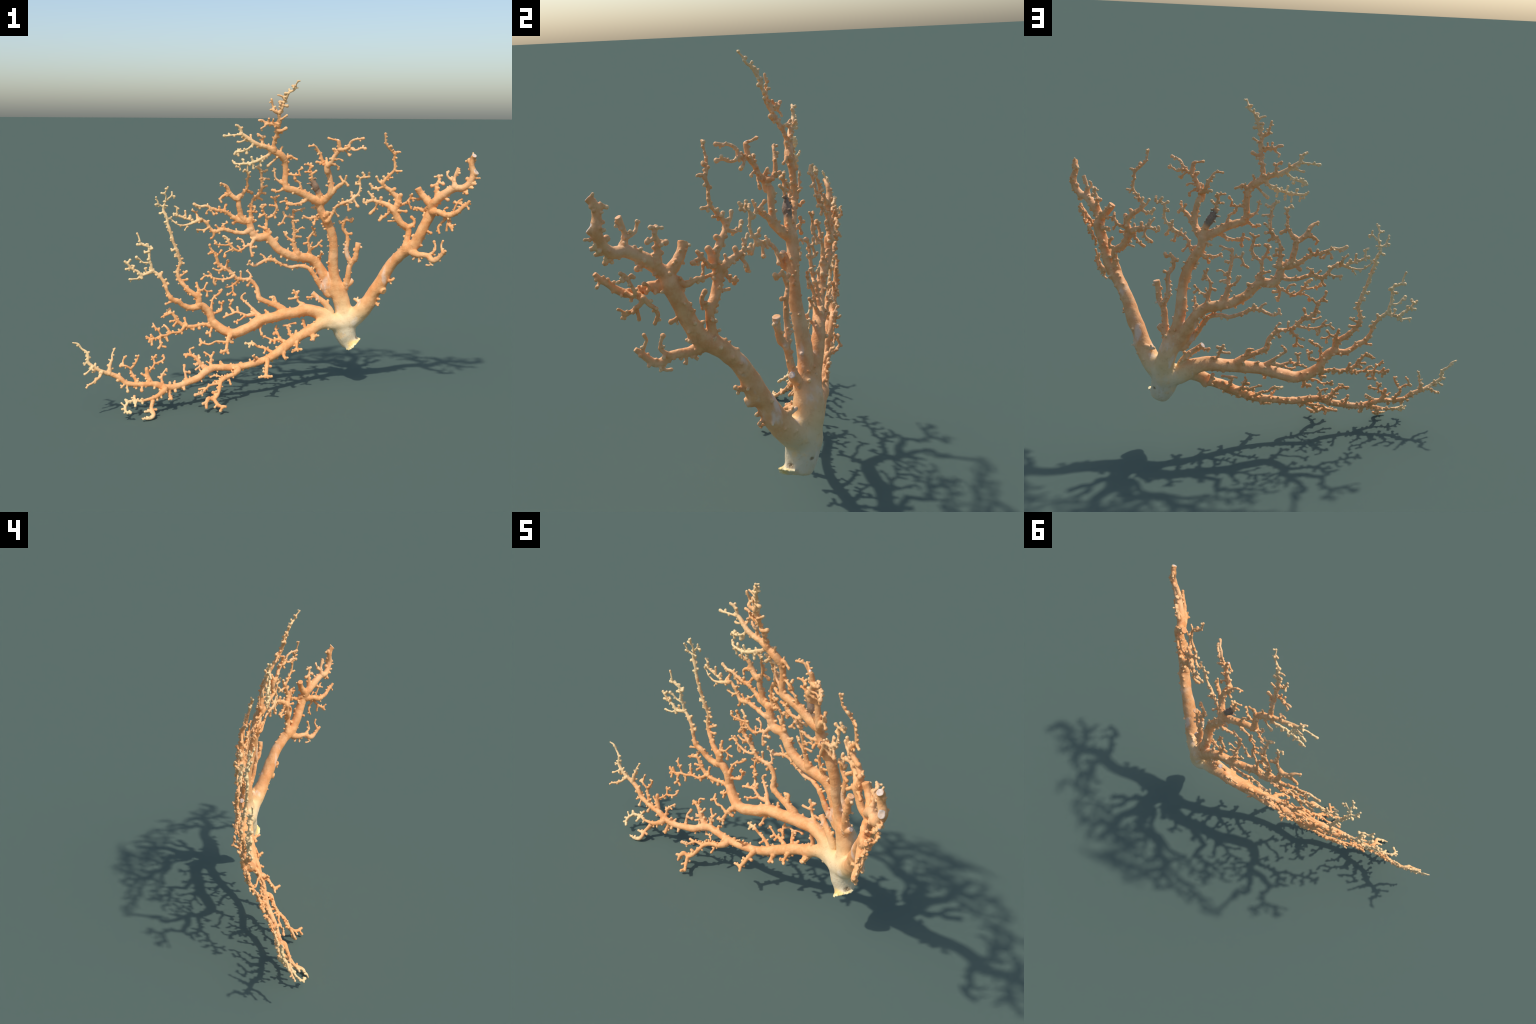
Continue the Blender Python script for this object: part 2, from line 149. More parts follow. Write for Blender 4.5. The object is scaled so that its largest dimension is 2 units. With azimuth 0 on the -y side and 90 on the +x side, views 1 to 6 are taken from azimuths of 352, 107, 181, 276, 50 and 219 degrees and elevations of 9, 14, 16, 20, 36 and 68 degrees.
grow("M2b6", "M2b", "tip", [(0.322,0.036,1.258,0.0060), (0.336,0.036,1.250,0.0055), (0.353,0.036,1.252,0.0048), (0.369,0.034,1.245,0.0066)])
grow("M2b7", "M2b", "tip", [(0.310,0.042,1.234,0.0060), (0.327,0.042,1.225,0.0055), (0.350,0.051,1.217,0.0048), (0.354,0.057,1.201,0.0063)])
grow("M2b8", "M2b", "tip", [(0.336,0.029,1.282,0.0060), (0.329,0.031,1.287,0.0055), (0.319,0.028,1.304,0.0066)])
grow("M2b9", "M2b", "tip", [(0.347,0.018,1.311,0.0048), (0.373,0.014,1.306,0.0044), (0.377,0.007,1.320,0.0051)])
grow("M2b10", "M2b", "tip", [(0.323,0.092,1.068,0.0136), (0.348,0.079,1.100,0.0118), (0.367,0.065,1.118,0.0107), (0.386,0.053,1.134,0.0066), (0.394,0.042,1.166,0.0059)])
grow("M2b10a", "M2b10", "tip", [(0.383,0.054,1.132,0.0059), (0.369,0.076,1.160,0.0063)])
grow("M2b10b", "M2b10", "tip", [(0.386,0.050,1.136,0.0059), (0.393,0.051,1.134,0.0055), (0.405,0.048,1.117,0.0081)])
grow("M2c", "M2", "tip", [(0.278,0.136,1.019,0.0174), (0.277,0.130,1.039,0.0159), (0.261,0.122,1.081,0.0151), (0.246,0.115,1.111,0.0193), (0.232,0.109,1.138,0.0093), (0.227,0.103,1.161,0.0063), (0.217,0.103,1.194,0.0063), (0.214,0.100,1.196,0.0067), (0.218,0.098,1.212,0.0081), (0.204,0.096,1.222,0.0055), (0.186,0.091,1.223,0.0052)])
grow("M2cn0", "M2c", "tip", [(0.220,0.101,1.183,0.0045), (0.219,0.103,1.183,0.0041), (0.192,0.105,1.183,0.0052)])
grow("M2cn1", "M2c", "tip", [(0.223,0.101,1.171,0.0045), (0.227,0.102,1.172,0.0041), (0.246,0.095,1.189,0.0056)])
grow("M2cn2", "M2c", "tip", [(0.229,0.105,1.153,0.0041), (0.213,0.107,1.150,0.0045)])
grow("M2cn3", "M2c", "tip", [(0.230,0.104,1.147,0.0045), (0.232,0.106,1.147,0.0041), (0.250,0.102,1.150,0.0030)])
grow("M2cn4", "M2c", "tip", [(0.238,0.109,1.125,0.0045), (0.230,0.114,1.121,0.0041), (0.204,0.116,1.122,0.0037)])
grow("M2cn5", "M2c", "tip", [(0.216,0.099,1.203,0.0041), (0.228,0.095,1.213,0.0067)])
grow("M2d", "M2", "stub", [(0.312,0.146,0.934,0.0136), (0.306,0.150,0.930,0.0124), (0.312,0.117,0.957,0.0112), (0.319,0.117,0.977,0.0112)])
grow("M2e", "M2", "tip", [(0.321,0.148,0.917,0.0111), (0.319,0.120,0.922,0.0101), (0.338,0.107,0.961,0.0086), (0.354,0.097,1.000,0.0082), (0.389,0.083,1.023,0.0090), (0.416,0.070,1.032,0.0082), (0.438,0.061,1.047,0.0078), (0.459,0.056,1.068,0.0067), (0.469,0.054,1.089,0.0059), (0.471,0.055,1.129,0.0059), (0.471,0.053,1.154,0.0063), (0.515,0.040,1.162,0.0055)])
grow("M2e1", "M2e", "tip", [(0.494,0.044,1.158,0.0053), (0.494,0.045,1.160,0.0052), (0.483,0.050,1.181,0.0052)])
grow("M2e2", "M2e", "tip", [(0.511,0.039,1.161,0.0050), (0.511,0.041,1.162,0.0052), (0.513,0.036,1.182,0.0052)])
grow("M2e3", "M2e", "tip", [(0.471,0.051,1.154,0.0057), (0.471,0.053,1.154,0.0052), (0.456,0.050,1.162,0.0063)])
grow("M2e4", "M2e", "tip", [(0.470,0.053,1.122,0.0053), (0.468,0.056,1.122,0.0048), (0.451,0.060,1.122,0.0056)])
grow("M2e5", "M2e", "tip", [(0.438,0.061,1.049,0.0059), (0.427,0.073,1.081,0.0056)])
grow("M2e6", "M2e", "tip", [(0.437,0.060,1.047,0.0065), (0.440,0.062,1.044,0.0059), (0.452,0.056,1.025,0.0059), (0.462,0.051,1.007,0.0074)])
grow("M2e7", "M2e", "tip", [(0.411,0.070,1.031,0.0049), (0.413,0.072,1.028,0.0045), (0.414,0.075,1.009,0.0052), (0.419,0.078,0.986,0.0075)])
grow("M2e8", "M2e", "tip", [(0.345,0.101,0.978,0.0049), (0.348,0.102,0.977,0.0045), (0.362,0.110,0.961,0.0053), (0.373,0.115,0.950,0.0068)])
grow("M2e9", "M2e", "tip", [(0.386,0.082,1.022,0.0057), (0.385,0.084,1.025,0.0052), (0.385,0.079,1.044,0.0045)])
grow("M2f", "M2", "tip", [(0.298,0.143,0.958,0.0100), (0.268,0.154,0.942,0.0091), (0.248,0.148,0.941,0.0076), (0.215,0.139,0.938,0.0068), (0.191,0.137,0.950,0.0056)])
grow("M2g", "M2f", "tip", [(0.253,0.148,0.941,0.0067), (0.254,0.150,0.938,0.0061), (0.253,0.144,0.920,0.0053), (0.248,0.139,0.906,0.0083)])
grow("M2h", "M2", "tip", [(0.280,0.137,1.006,0.0054), (0.265,0.143,1.004,0.0049), (0.237,0.149,0.993,0.0053)])
grow("M1", "M", "tip", [(0.401,0.217,0.512,0.0390), (0.364,0.218,0.553,0.0345), (0.318,0.225,0.628,0.0299), (0.287,0.223,0.676,0.0268), (0.254,0.216,0.707,0.0252), (0.200,0.205,0.718,0.0259), (0.147,0.193,0.727,0.0243), (0.105,0.185,0.746,0.0227), (0.066,0.181,0.768,0.0219), (0.036,0.180,0.804,0.0226), (0.001,0.179,0.836,0.0211), (-0.049,0.177,0.835,0.0211), (-0.075,0.179,0.859,0.0210), (-0.086,0.180,0.893,0.0188), (-0.094,0.179,0.924,0.0181)])
grow("M1a", "M1", "tip", [(-0.095,0.177,0.924,0.0163), (-0.110,0.181,0.924,0.0181), (-0.133,0.180,0.941,0.0159), (-0.141,0.175,0.974,0.0151), (-0.149,0.170,1.008,0.0144), (-0.154,0.166,1.039,0.0158), (-0.175,0.163,1.047,0.0136), (-0.199,0.163,1.073,0.0136), (-0.211,0.158,1.103,0.0114), (-0.225,0.148,1.115,0.0081), (-0.247,0.135,1.124,0.0063)])
grow("M1a1", "M1a", "tip", [(-0.154,0.164,1.039,0.0118), (-0.148,0.166,1.050,0.0108), (-0.124,0.162,1.074,0.0090), (-0.109,0.152,1.096,0.0074), (-0.107,0.144,1.137,0.0063), (-0.102,0.136,1.171,0.0059), (-0.110,0.132,1.184,0.0055), (-0.122,0.129,1.193,0.0055)])
grow("M1a1a", "M1a1", "tip", [(-0.103,0.134,1.172,0.0053), (-0.102,0.136,1.173,0.0052), (-0.094,0.134,1.182,0.0048)])
grow("M1a1b", "M1a1", "tip", [(-0.112,0.152,1.092,0.0069), (-0.107,0.155,1.088,0.0067), (-0.082,0.163,1.073,0.0075)])
grow("M1a2", "M1a", "tip", [(-0.198,0.161,1.071,0.0110), (-0.201,0.165,1.067,0.0100), (-0.230,0.158,1.059,0.0082), (-0.247,0.155,1.041,0.0059), (-0.241,0.153,1.025,0.0052)])
grow("M1b", "M1", "tip", [(-0.093,0.177,0.918,0.0160), (-0.084,0.189,0.919,0.0145), (-0.083,0.184,0.976,0.0090), (-0.080,0.179,1.014,0.0075), (-0.070,0.174,1.041,0.0075), (-0.037,0.164,1.070,0.0082), (-0.029,0.154,1.114,0.0075), (-0.034,0.145,1.151,0.0074), (-0.034,0.136,1.183,0.0074), (-0.043,0.130,1.199,0.0074), (-0.062,0.127,1.208,0.0066)])
grow("M1bn0", "M1b", "tip", [(-0.034,0.134,1.184,0.0049), (-0.031,0.136,1.185,0.0044), (-0.006,0.134,1.192,0.0056)])
grow("M1bn1", "M1b", "tip", [(-0.034,0.143,1.149,0.0049), (-0.029,0.145,1.150,0.0045), (0.007,0.144,1.145,0.0056)])
grow("M1bn2", "M1b", "tip", [(-0.031,0.155,1.103,0.0049), (-0.027,0.156,1.102,0.0045), (-0.003,0.155,1.109,0.0056)])
grow("M1bn3", "M1b", "tip", [(-0.037,0.161,1.073,0.0049), (-0.034,0.163,1.072,0.0045), (-0.010,0.163,1.069,0.0056)])
grow("M1bn4", "M1b", "tip", [(-0.055,0.167,1.055,0.0049), (-0.052,0.170,1.051,0.0045), (-0.026,0.171,1.035,0.0056)])
grow("M1bn5", "M1b", "tip", [(-0.082,0.179,0.999,0.0050), (-0.080,0.181,0.999,0.0045), (-0.063,0.181,0.999,0.0049)])
grow("M1bn6", "M1b", "tip", [(-0.084,0.182,0.971,0.0050), (-0.081,0.184,0.970,0.0045), (-0.053,0.185,0.970,0.0057)])
grow("M1bn7", "M1b", "tip", [(-0.082,0.179,0.999,0.0050), (-0.080,0.181,0.999,0.0045), (-0.095,0.181,1.000,0.0053)])
grow("M1bn8", "M1b", "tip", [(-0.083,0.184,0.972,0.0045), (-0.098,0.184,0.972,0.0049)])
grow("M1bn9", "M1b", "tip", [(-0.085,0.187,0.919,0.0050), (-0.075,0.190,0.915,0.0045), (-0.056,0.190,0.922,0.0060)])
grow("M1c", "M1", "tip", [(-0.095,0.177,0.924,0.0163), (-0.114,0.181,0.920,0.0174), (-0.152,0.179,0.930,0.0144), (-0.191,0.174,0.954,0.0108), (-0.225,0.166,0.976,0.0090), (-0.267,0.158,0.984,0.0082), (-0.298,0.151,0.997,0.0074), (-0.324,0.146,1.007,0.0074), (-0.356,0.144,1.006,0.0067), (-0.384,0.143,1.017,0.0074)])
grow("M1c1", "M1c", "tip", [(-0.301,0.148,0.998,0.0057), (-0.303,0.150,0.989,0.0052), (-0.316,0.159,0.981,0.0052), (-0.318,0.164,0.967,0.0060)])
grow("M1c2", "M1c", "tip", [(-0.230,0.163,0.977,0.0057), (-0.229,0.165,0.980,0.0052), (-0.215,0.184,1.007,0.0067)])
grow("M1c3", "M1c", "tip", [(-0.252,0.161,0.982,0.0045), (-0.252,0.161,0.999,0.0052)])
grow("M1c4", "M1c", "tip", [(-0.156,0.176,0.932,0.0083), (-0.160,0.178,0.925,0.0075), (-0.175,0.190,0.912,0.0075)])
grow("M1cn0", "M1c", "tip", [(-0.290,0.151,0.994,0.0049), (-0.294,0.152,0.982,0.0045), (-0.281,0.153,0.963,0.0060)])
grow("M1cn1", "M1c", "tip", [(-0.357,0.142,1.007,0.0049), (-0.358,0.144,1.005,0.0044), (-0.355,0.144,0.995,0.0052)])
grow("M1cn2", "M1c", "tip", [(-0.268,0.156,0.985,0.0049), (-0.271,0.158,0.977,0.0045), (-0.264,0.158,0.966,0.0048)])
grow("M1d", "M1", "tip", [(-0.084,0.173,0.879,0.0123), (-0.114,0.179,0.861,0.0116), (-0.163,0.181,0.862,0.0109), (-0.202,0.175,0.874,0.0101), (-0.236,0.168,0.881,0.0101), (-0.276,0.164,0.870,0.0101), (-0.301,0.165,0.890,0.0090), (-0.319,0.163,0.917,0.0089), (-0.346,0.159,0.938,0.0089), (-0.348,0.148,0.938,0.0089), (-0.373,0.140,0.928,0.0085), (-0.411,0.135,0.914,0.0067), (-0.444,0.132,0.909,0.0052), (-0.473,0.132,0.915,0.0048), (-0.495,0.133,0.934,0.0044), (-0.513,0.132,0.947,0.0040)])
grow("M1d1", "M1d", "tip", [(-0.389,0.136,0.922,0.0069), (-0.390,0.142,0.926,0.0063), (-0.408,0.137,0.940,0.0059), (-0.444,0.132,0.948,0.0055), (-0.473,0.127,0.966,0.0055), (-0.474,0.123,0.990,0.0055), (-0.473,0.120,1.003,0.0051), (-0.486,0.120,1.010,0.0044)])
grow("M1d1a", "M1d1", "tip", [(-0.473,0.125,0.968,0.0050), (-0.477,0.126,0.968,0.0048), (-0.491,0.124,0.970,0.0055)])
grow("M1d1b", "M1d1", "tip", [(-0.430,0.132,0.945,0.0049), (-0.429,0.134,0.952,0.0044), (-0.431,0.137,0.982,0.0059)])
grow("M1d1c", "M1d1", "tip", [(-0.409,0.135,0.940,0.0049), (-0.408,0.137,0.944,0.0044), (-0.406,0.146,0.956,0.0052)])
grow("M1d2", "M1d", "tip", [(-0.363,0.142,0.932,0.0078), (-0.367,0.151,0.941,0.0082), (-0.371,0.173,0.965,0.0060), (-0.392,0.163,0.983,0.0063)])
grow("M1d3", "M1d", "tip", [(-0.303,0.163,0.894,0.0066), (-0.308,0.163,0.891,0.0060), (-0.335,0.162,0.880,0.0048), (-0.368,0.161,0.882,0.0063)])
grow("M1d4", "M1d", "tip", [(-0.277,0.162,0.871,0.0082), (-0.278,0.164,0.868,0.0075), (-0.281,0.164,0.849,0.0067), (-0.295,0.166,0.834,0.0060)])
grow("M1dn0", "M1d", "tip", [(-0.423,0.132,0.913,0.0049), (-0.422,0.134,0.907,0.0044), (-0.434,0.131,0.884,0.0041)])
grow("M1dn1", "M1d", "tip", [(-0.253,0.165,0.877,0.0049), (-0.255,0.167,0.886,0.0045), (-0.270,0.167,0.902,0.0056)])
grow("M1dn2", "M1d", "tip", [(-0.230,0.168,0.880,0.0049), (-0.229,0.170,0.889,0.0045), (-0.227,0.172,0.907,0.0052)])
grow("M1dn3", "M1d", "tip", [(-0.231,0.167,0.881,0.0049), (-0.227,0.172,0.905,0.0045), (-0.209,0.174,0.915,0.0045)])
grow("M1dn4", "M1d", "tip", [(-0.231,0.167,0.881,0.0049), (-0.227,0.172,0.904,0.0045), (-0.235,0.171,0.911,0.0041)])
grow("M1dn5", "M1d", "tip", [(-0.313,0.162,0.909,0.0049), (-0.312,0.164,0.909,0.0045), (-0.309,0.165,0.926,0.0045)])
grow("M1dn6", "M1d", "tip", [(-0.304,0.163,0.895,0.0049), (-0.331,0.160,0.876,0.0045), (-0.333,0.159,0.869,0.0048)])
grow("M1e", "M1", "tip", [(-0.053,0.175,0.838,0.0111), (-0.066,0.164,0.827,0.0101), (-0.087,0.154,0.802,0.0083), (-0.114,0.150,0.791,0.0068), (-0.133,0.146,0.777,0.0064), (-0.153,0.141,0.769,0.0067), (-0.176,0.138,0.779,0.0067), (-0.199,0.136,0.802,0.0067), (-0.209,0.135,0.825,0.0063), (-0.216,0.135,0.842,0.0060), (-0.232,0.137,0.848,0.0067)])
grow("M1e1", "M1e", "tip", [(-0.087,0.152,0.802,0.0074), (-0.087,0.150,0.800,0.0068), (-0.088,0.144,0.771,0.0068), (-0.080,0.142,0.743,0.0068)])
grow("M1e1a", "M1e1", "tip", [(-0.088,0.145,0.784,0.0054), (-0.086,0.147,0.784,0.0049), (-0.058,0.157,0.787,0.0057)])
grow("M1e2", "M1e", "tip", [(-0.118,0.147,0.789,0.0060), (-0.119,0.155,0.791,0.0056), (-0.125,0.164,0.816,0.0053), (-0.137,0.166,0.827,0.0053), (-0.157,0.165,0.828,0.0056)])
grow("M1e3", "M1e", "tip", [(-0.182,0.136,0.785,0.0058), (-0.191,0.134,0.776,0.0052), (-0.226,0.127,0.763,0.0045), (-0.228,0.122,0.744,0.0071)])
grow("M1e4", "M1e", "tip", [(-0.200,0.134,0.806,0.0060), (-0.208,0.135,0.803,0.0060), (-0.241,0.122,0.805,0.0056), (-0.274,0.111,0.811,0.0056), (-0.280,0.112,0.829,0.0056)])
grow("M1e5", "M1e", "tip", [(-0.140,0.142,0.775,0.0054), (-0.141,0.144,0.777,0.0049), (-0.155,0.157,0.791,0.0053)])
grow("M1e6", "M1e", "tip", [(-0.209,0.133,0.825,0.0057), (-0.208,0.135,0.825,0.0060), (-0.202,0.137,0.832,0.0060)])
grow("M1f", "M1", "tip", [(0.170,0.197,0.723,0.0182), (0.171,0.195,0.734,0.0166), (0.162,0.190,0.762,0.0140), (0.149,0.186,0.801,0.0110), (0.150,0.178,0.837,0.0091), (0.148,0.171,0.876,0.0083), (0.140,0.165,0.915,0.0076), (0.137,0.159,0.958,0.0064), (0.141,0.153,0.977,0.0075)])
grow("M1f1", "M1f", "tip", [(0.140,0.151,0.976,0.0067), (0.142,0.156,0.975,0.0075), (0.172,0.149,0.981,0.0056), (0.197,0.145,0.990,0.0056)])
grow("M1f2", "M1f", "tip", [(0.138,0.160,0.940,0.0062), (0.136,0.156,0.941,0.0060), (0.100,0.163,0.946,0.0057), (0.082,0.167,0.912,0.0060), (0.064,0.167,0.901,0.0060)])
grow("M1f3", "M1f2", "tip", [(0.099,0.161,0.945,0.0051), (0.097,0.165,0.946,0.0057), (0.089,0.166,0.969,0.0049)])
grow("M1f4", "M1f", "tip", [(0.149,0.182,0.812,0.0076), (0.141,0.186,0.813,0.0069), (0.114,0.187,0.832,0.0061), (0.096,0.185,0.860,0.0057)])
grow("M1f5", "M1f", "tip", [(0.149,0.173,0.857,0.0059), (0.154,0.175,0.856,0.0053), (0.181,0.176,0.881,0.0049), (0.205,0.177,0.880,0.0049)])
grow("M1f6", "M1f", "tip", [(0.150,0.176,0.837,0.0059), (0.155,0.178,0.837,0.0053), (0.188,0.187,0.833,0.0057)])
grow("M1f7", "M1f", "tip", [(0.139,0.162,0.923,0.0058), (0.141,0.164,0.923,0.0053), (0.167,0.164,0.923,0.0061)])
grow("M1g", "M1", "tip", [(0.240,0.212,0.710,0.0106), (0.243,0.212,0.730,0.0096), (0.238,0.203,0.762,0.0085), (0.231,0.197,0.806,0.0077), (0.237,0.190,0.834,0.0069), (0.257,0.185,0.861,0.0057), (0.264,0.182,0.877,0.0050)])
grow("M1g1", "M1g", "tip", [(0.231,0.198,0.800,0.0061), (0.210,0.198,0.794,0.0077)])
grow("M1g2", "M1g", "tip", [(0.234,0.199,0.782,0.0059), (0.242,0.201,0.782,0.0054), (0.253,0.199,0.800,0.0042)])
grow("M1g3", "M1g", "tip", [(0.237,0.201,0.766,0.0068), (0.240,0.203,0.766,0.0062), (0.277,0.202,0.779,0.0058), (0.294,0.200,0.797,0.0054), (0.304,0.199,0.808,0.0050)])
grow("M1g4", "M1g3", "tip", [(0.289,0.199,0.792,0.0049), (0.293,0.201,0.789,0.0050), (0.305,0.203,0.778,0.0050)])
grow("M1g5", "M1g", "tip", [(0.254,0.183,0.859,0.0052), (0.257,0.185,0.857,0.0050), (0.248,0.181,0.885,0.0050)])
grow("M1g6", "M1g", "tip", [(0.248,0.185,0.851,0.0055), (0.249,0.187,0.850,0.0050), (0.269,0.189,0.839,0.0054)])
grow("M1h", "M1", "tip", [(0.281,0.220,0.682,0.0102), (0.298,0.221,0.700,0.0093), (0.298,0.201,0.726,0.0062), (0.305,0.181,0.748,0.0058)])
grow("M1i", "M1", "tip", [(0.000,0.177,0.836,0.0128), (0.012,0.180,0.854,0.0116), (-0.000,0.179,0.881,0.0091), (0.001,0.178,0.915,0.0083), (0.001,0.176,0.938,0.0068), (0.025,0.168,0.946,0.0068), (0.043,0.162,0.970,0.0068), (0.052,0.155,0.993,0.0075), (0.041,0.154,1.023,0.0060), (0.040,0.151,1.039,0.0060), (0.021,0.151,1.050,0.0052)])
grow("M1i1", "M1i", "tip", [(0.039,0.150,1.037,0.0054), (0.040,0.152,1.037,0.0056), (0.061,0.148,1.058,0.0056)])
grow("M1i2", "M1i", "tip", [(0.001,0.174,0.936,0.0062), (-0.000,0.172,0.937,0.0068), (-0.019,0.163,0.974,0.0068), (-0.025,0.156,0.994,0.0060), (-0.011,0.154,1.008,0.0067)])
grow("M1i3", "M1i2", "tip", [(-0.025,0.155,0.992,0.0055), (-0.024,0.157,0.992,0.0052), (-0.035,0.156,0.999,0.0052)])
grow("M1i4", "M1i", "tip", [(-0.001,0.177,0.881,0.0067), (-0.005,0.179,0.881,0.0061), (-0.022,0.183,0.887,0.0053), (-0.038,0.188,0.894,0.0061)])
grow("M1i5", "M1i2", "tip", [(-0.012,0.164,0.960,0.0058), (-0.016,0.166,0.958,0.0053), (-0.039,0.166,0.945,0.0068)])
grow("M1i6", "M1i", "tip", [(0.034,0.163,0.959,0.0058), (0.036,0.165,0.958,0.0053), (0.045,0.166,0.940,0.0068)])
grow("M1i7", "M1i", "tip", [(0.047,0.153,1.007,0.0058), (0.041,0.155,1.004,0.0053), (0.015,0.156,1.007,0.0056)])
grow("M1j", "M1", "tip", [(0.000,0.177,0.836,0.0100), (0.012,0.179,0.850,0.0091), (0.021,0.177,0.860,0.0095)])
grow("M1k", "M1", "tip", [(0.030,0.178,0.809,0.0067), (0.039,0.179,0.819,0.0061), (0.061,0.189,0.829,0.0065)])
grow("M1t", "M1", "tip", [(0.380,0.216,0.535,0.0181), (0.352,0.216,0.510,0.0165), (0.316,0.206,0.548,0.0157), (0.284,0.200,0.590,0.0138), (0.257,0.198,0.634,0.0126), (0.231,0.198,0.662,0.0118), (0.189,0.202,0.674,0.0111), (0.142,0.203,0.667,0.0103), (0.103,0.203,0.679,0.0092), (0.071,0.201,0.692,0.0092), (0.040,0.199,0.708,0.0092), (0.004,0.195,0.709,0.0092), (-0.035,0.190,0.692,0.0084), (-0.063,0.185,0.681,0.0076), (-0.086,0.185,0.692,0.0068), (-0.093,0.182,0.698,0.0061), (-0.088,0.178,0.708,0.0057)])
grow("M1t1", "M1t", "tip", [(0.002,0.193,0.709,0.0063), (0.000,0.195,0.713,0.0057), (-0.009,0.196,0.729,0.0050), (-0.027,0.198,0.740,0.0046)])
grow("M1t2", "M1t", "tip", [(0.033,0.197,0.709,0.0059), (0.034,0.198,0.712,0.0054), (0.028,0.197,0.731,0.0050)])
grow("M3", "M", "tip", [(0.409,0.212,0.509,0.0230), (0.426,0.192,0.533,0.0209), (0.442,0.174,0.583,0.0186), (0.446,0.162,0.629,0.0163), (0.450,0.158,0.668,0.0151), (0.457,0.154,0.692,0.0155), (0.438,0.154,0.728,0.0147), (0.431,0.152,0.767,0.0132), (0.436,0.152,0.813,0.0117), (0.431,0.153,0.848,0.0103), (0.410,0.153,0.877,0.0095), (0.411,0.148,0.906,0.0095), (0.420,0.141,0.928,0.0091), (0.448,0.128,0.922,0.0076)])
grow("M3a", "M3", "stub", [(0.456,0.153,0.693,0.0139), (0.461,0.157,0.692,0.0155), (0.476,0.142,0.717,0.0140), (0.482,0.135,0.753,0.0132), (0.485,0.133,0.777,0.0132), (0.492,0.135,0.804,0.0161)])
grow("M3b", "M3", "cut", [(0.439,0.175,0.575,0.0171), (0.447,0.176,0.571,0.0156), (0.476,0.175,0.598,0.0126)])
grow("M3c", "M3", "tip", [(0.448,0.128,0.922,0.0061), (0.454,0.125,0.933,0.0068)])
grow("M3d", "M3", "tip", [(0.411,0.146,0.907,0.0067), (0.409,0.149,0.908,0.0061), (0.391,0.154,0.917,0.0061)])
grow("M3e", "M3", "tip", [(0.431,0.151,0.848,0.0076), (0.435,0.151,0.850,0.0069), (0.453,0.144,0.852,0.0061)])
grow("L2", "stem", "tip", [(0.435,0.199,0.349,0.0462), (0.415,0.182,0.352,0.0420), (0.362,0.196,0.366,0.0405), (0.316,0.203,0.398,0.0382), (0.275,0.203,0.419,0.0344), (0.227,0.201,0.429,0.0328), (0.166,0.193,0.420,0.0305), (0.105,0.179,0.413,0.0296), (0.044,0.162,0.405,0.0265), (-0.032,0.145,0.393,0.0275), (-0.085,0.122,0.367,0.0273), (-0.137,0.106,0.348,0.0261), (-0.184,0.096,0.336,0.0253), (-0.233,0.098,0.354,0.0245), (-0.270,0.106,0.379,0.0231), (-0.297,0.114,0.404,0.0209), (-0.303,0.116,0.427,0.0188), (-0.314,0.115,0.455,0.0180), (-0.344,0.114,0.483,0.0187), (-0.367,0.107,0.494,0.0186)])
grow("L2a", "L2", "tip", [(-0.364,0.106,0.493,0.0168), (-0.367,0.104,0.485,0.0172), (-0.412,0.097,0.482,0.0157), (-0.446,0.088,0.495,0.0150), (-0.476,0.079,0.520,0.0142), (-0.506,0.071,0.534,0.0141), (-0.527,0.071,0.568,0.0102), (-0.540,0.072,0.605,0.0099), (-0.559,0.075,0.643,0.0099), (-0.579,0.075,0.667,0.0091), (-0.603,0.073,0.685,0.0088), (-0.613,0.070,0.719,0.0080), (-0.620,0.065,0.757,0.0073), (-0.623,0.062,0.809,0.0069), (-0.644,0.056,0.819,0.0061), (-0.664,0.051,0.828,0.0054), (-0.668,0.048,0.852,0.0050), (-0.679,0.048,0.881,0.0050)])
grow("L2a1", "L2a", "tip", [(-0.602,0.071,0.685,0.0079), (-0.606,0.073,0.679,0.0088), (-0.632,0.066,0.672,0.0080), (-0.661,0.061,0.666,0.0080), (-0.682,0.056,0.686,0.0073), (-0.711,0.050,0.703,0.0065), (-0.725,0.045,0.724,0.0065), (-0.742,0.042,0.739,0.0061)])
grow("L2a1a", "L2a1", "tip", [(-0.664,0.058,0.669,0.0060), (-0.670,0.062,0.661,0.0055), (-0.683,0.052,0.648,0.0051), (-0.701,0.042,0.649,0.0051), (-0.721,0.037,0.649,0.0058)])
grow("L2a2", "L2a", "tip", [(-0.615,0.067,0.731,0.0056), (-0.616,0.070,0.730,0.0051), (-0.649,0.064,0.728,0.0047), (-0.667,0.056,0.746,0.0051), (-0.684,0.047,0.760,0.0069)])
grow("L2an0", "L2a1", "tip", [(-0.703,0.050,0.699,0.0052), (-0.704,0.051,0.698,0.0047), (-0.698,0.053,0.714,0.0058)])
grow("L2an1", "L2a1", "tip", [(-0.714,0.047,0.708,0.0052), (-0.718,0.048,0.705,0.0047), (-0.738,0.044,0.700,0.0054)])
grow("L2an2", "L2a", "tip", [(-0.603,0.071,0.688,0.0052), (-0.632,0.066,0.679,0.0047), (-0.642,0.064,0.698,0.0055)])
grow("L2an3", "L2a1", "tip", [(-0.731,0.042,0.730,0.0052), (-0.724,0.045,0.738,0.0047), (-0.716,0.047,0.747,0.0058)])
grow("L2an4", "L2a1", "tip", [(-0.661,0.059,0.667,0.0052), (-0.661,0.060,0.659,0.0047), (-0.659,0.060,0.650,0.0058)])
grow("L2an5", "L2a", "tip", [(-0.566,0.073,0.652,0.0052), (-0.563,0.076,0.654,0.0048), (-0.556,0.080,0.674,0.0062)])
grow("L2an6", "L2a", "tip", [(-0.543,0.071,0.612,0.0052), (-0.542,0.074,0.613,0.0048), (-0.524,0.079,0.614,0.0059)])
grow("L2an7", "L2a", "tip", [(-0.502,0.070,0.532,0.0053), (-0.506,0.070,0.523,0.0048), (-0.539,0.058,0.513,0.0059)])
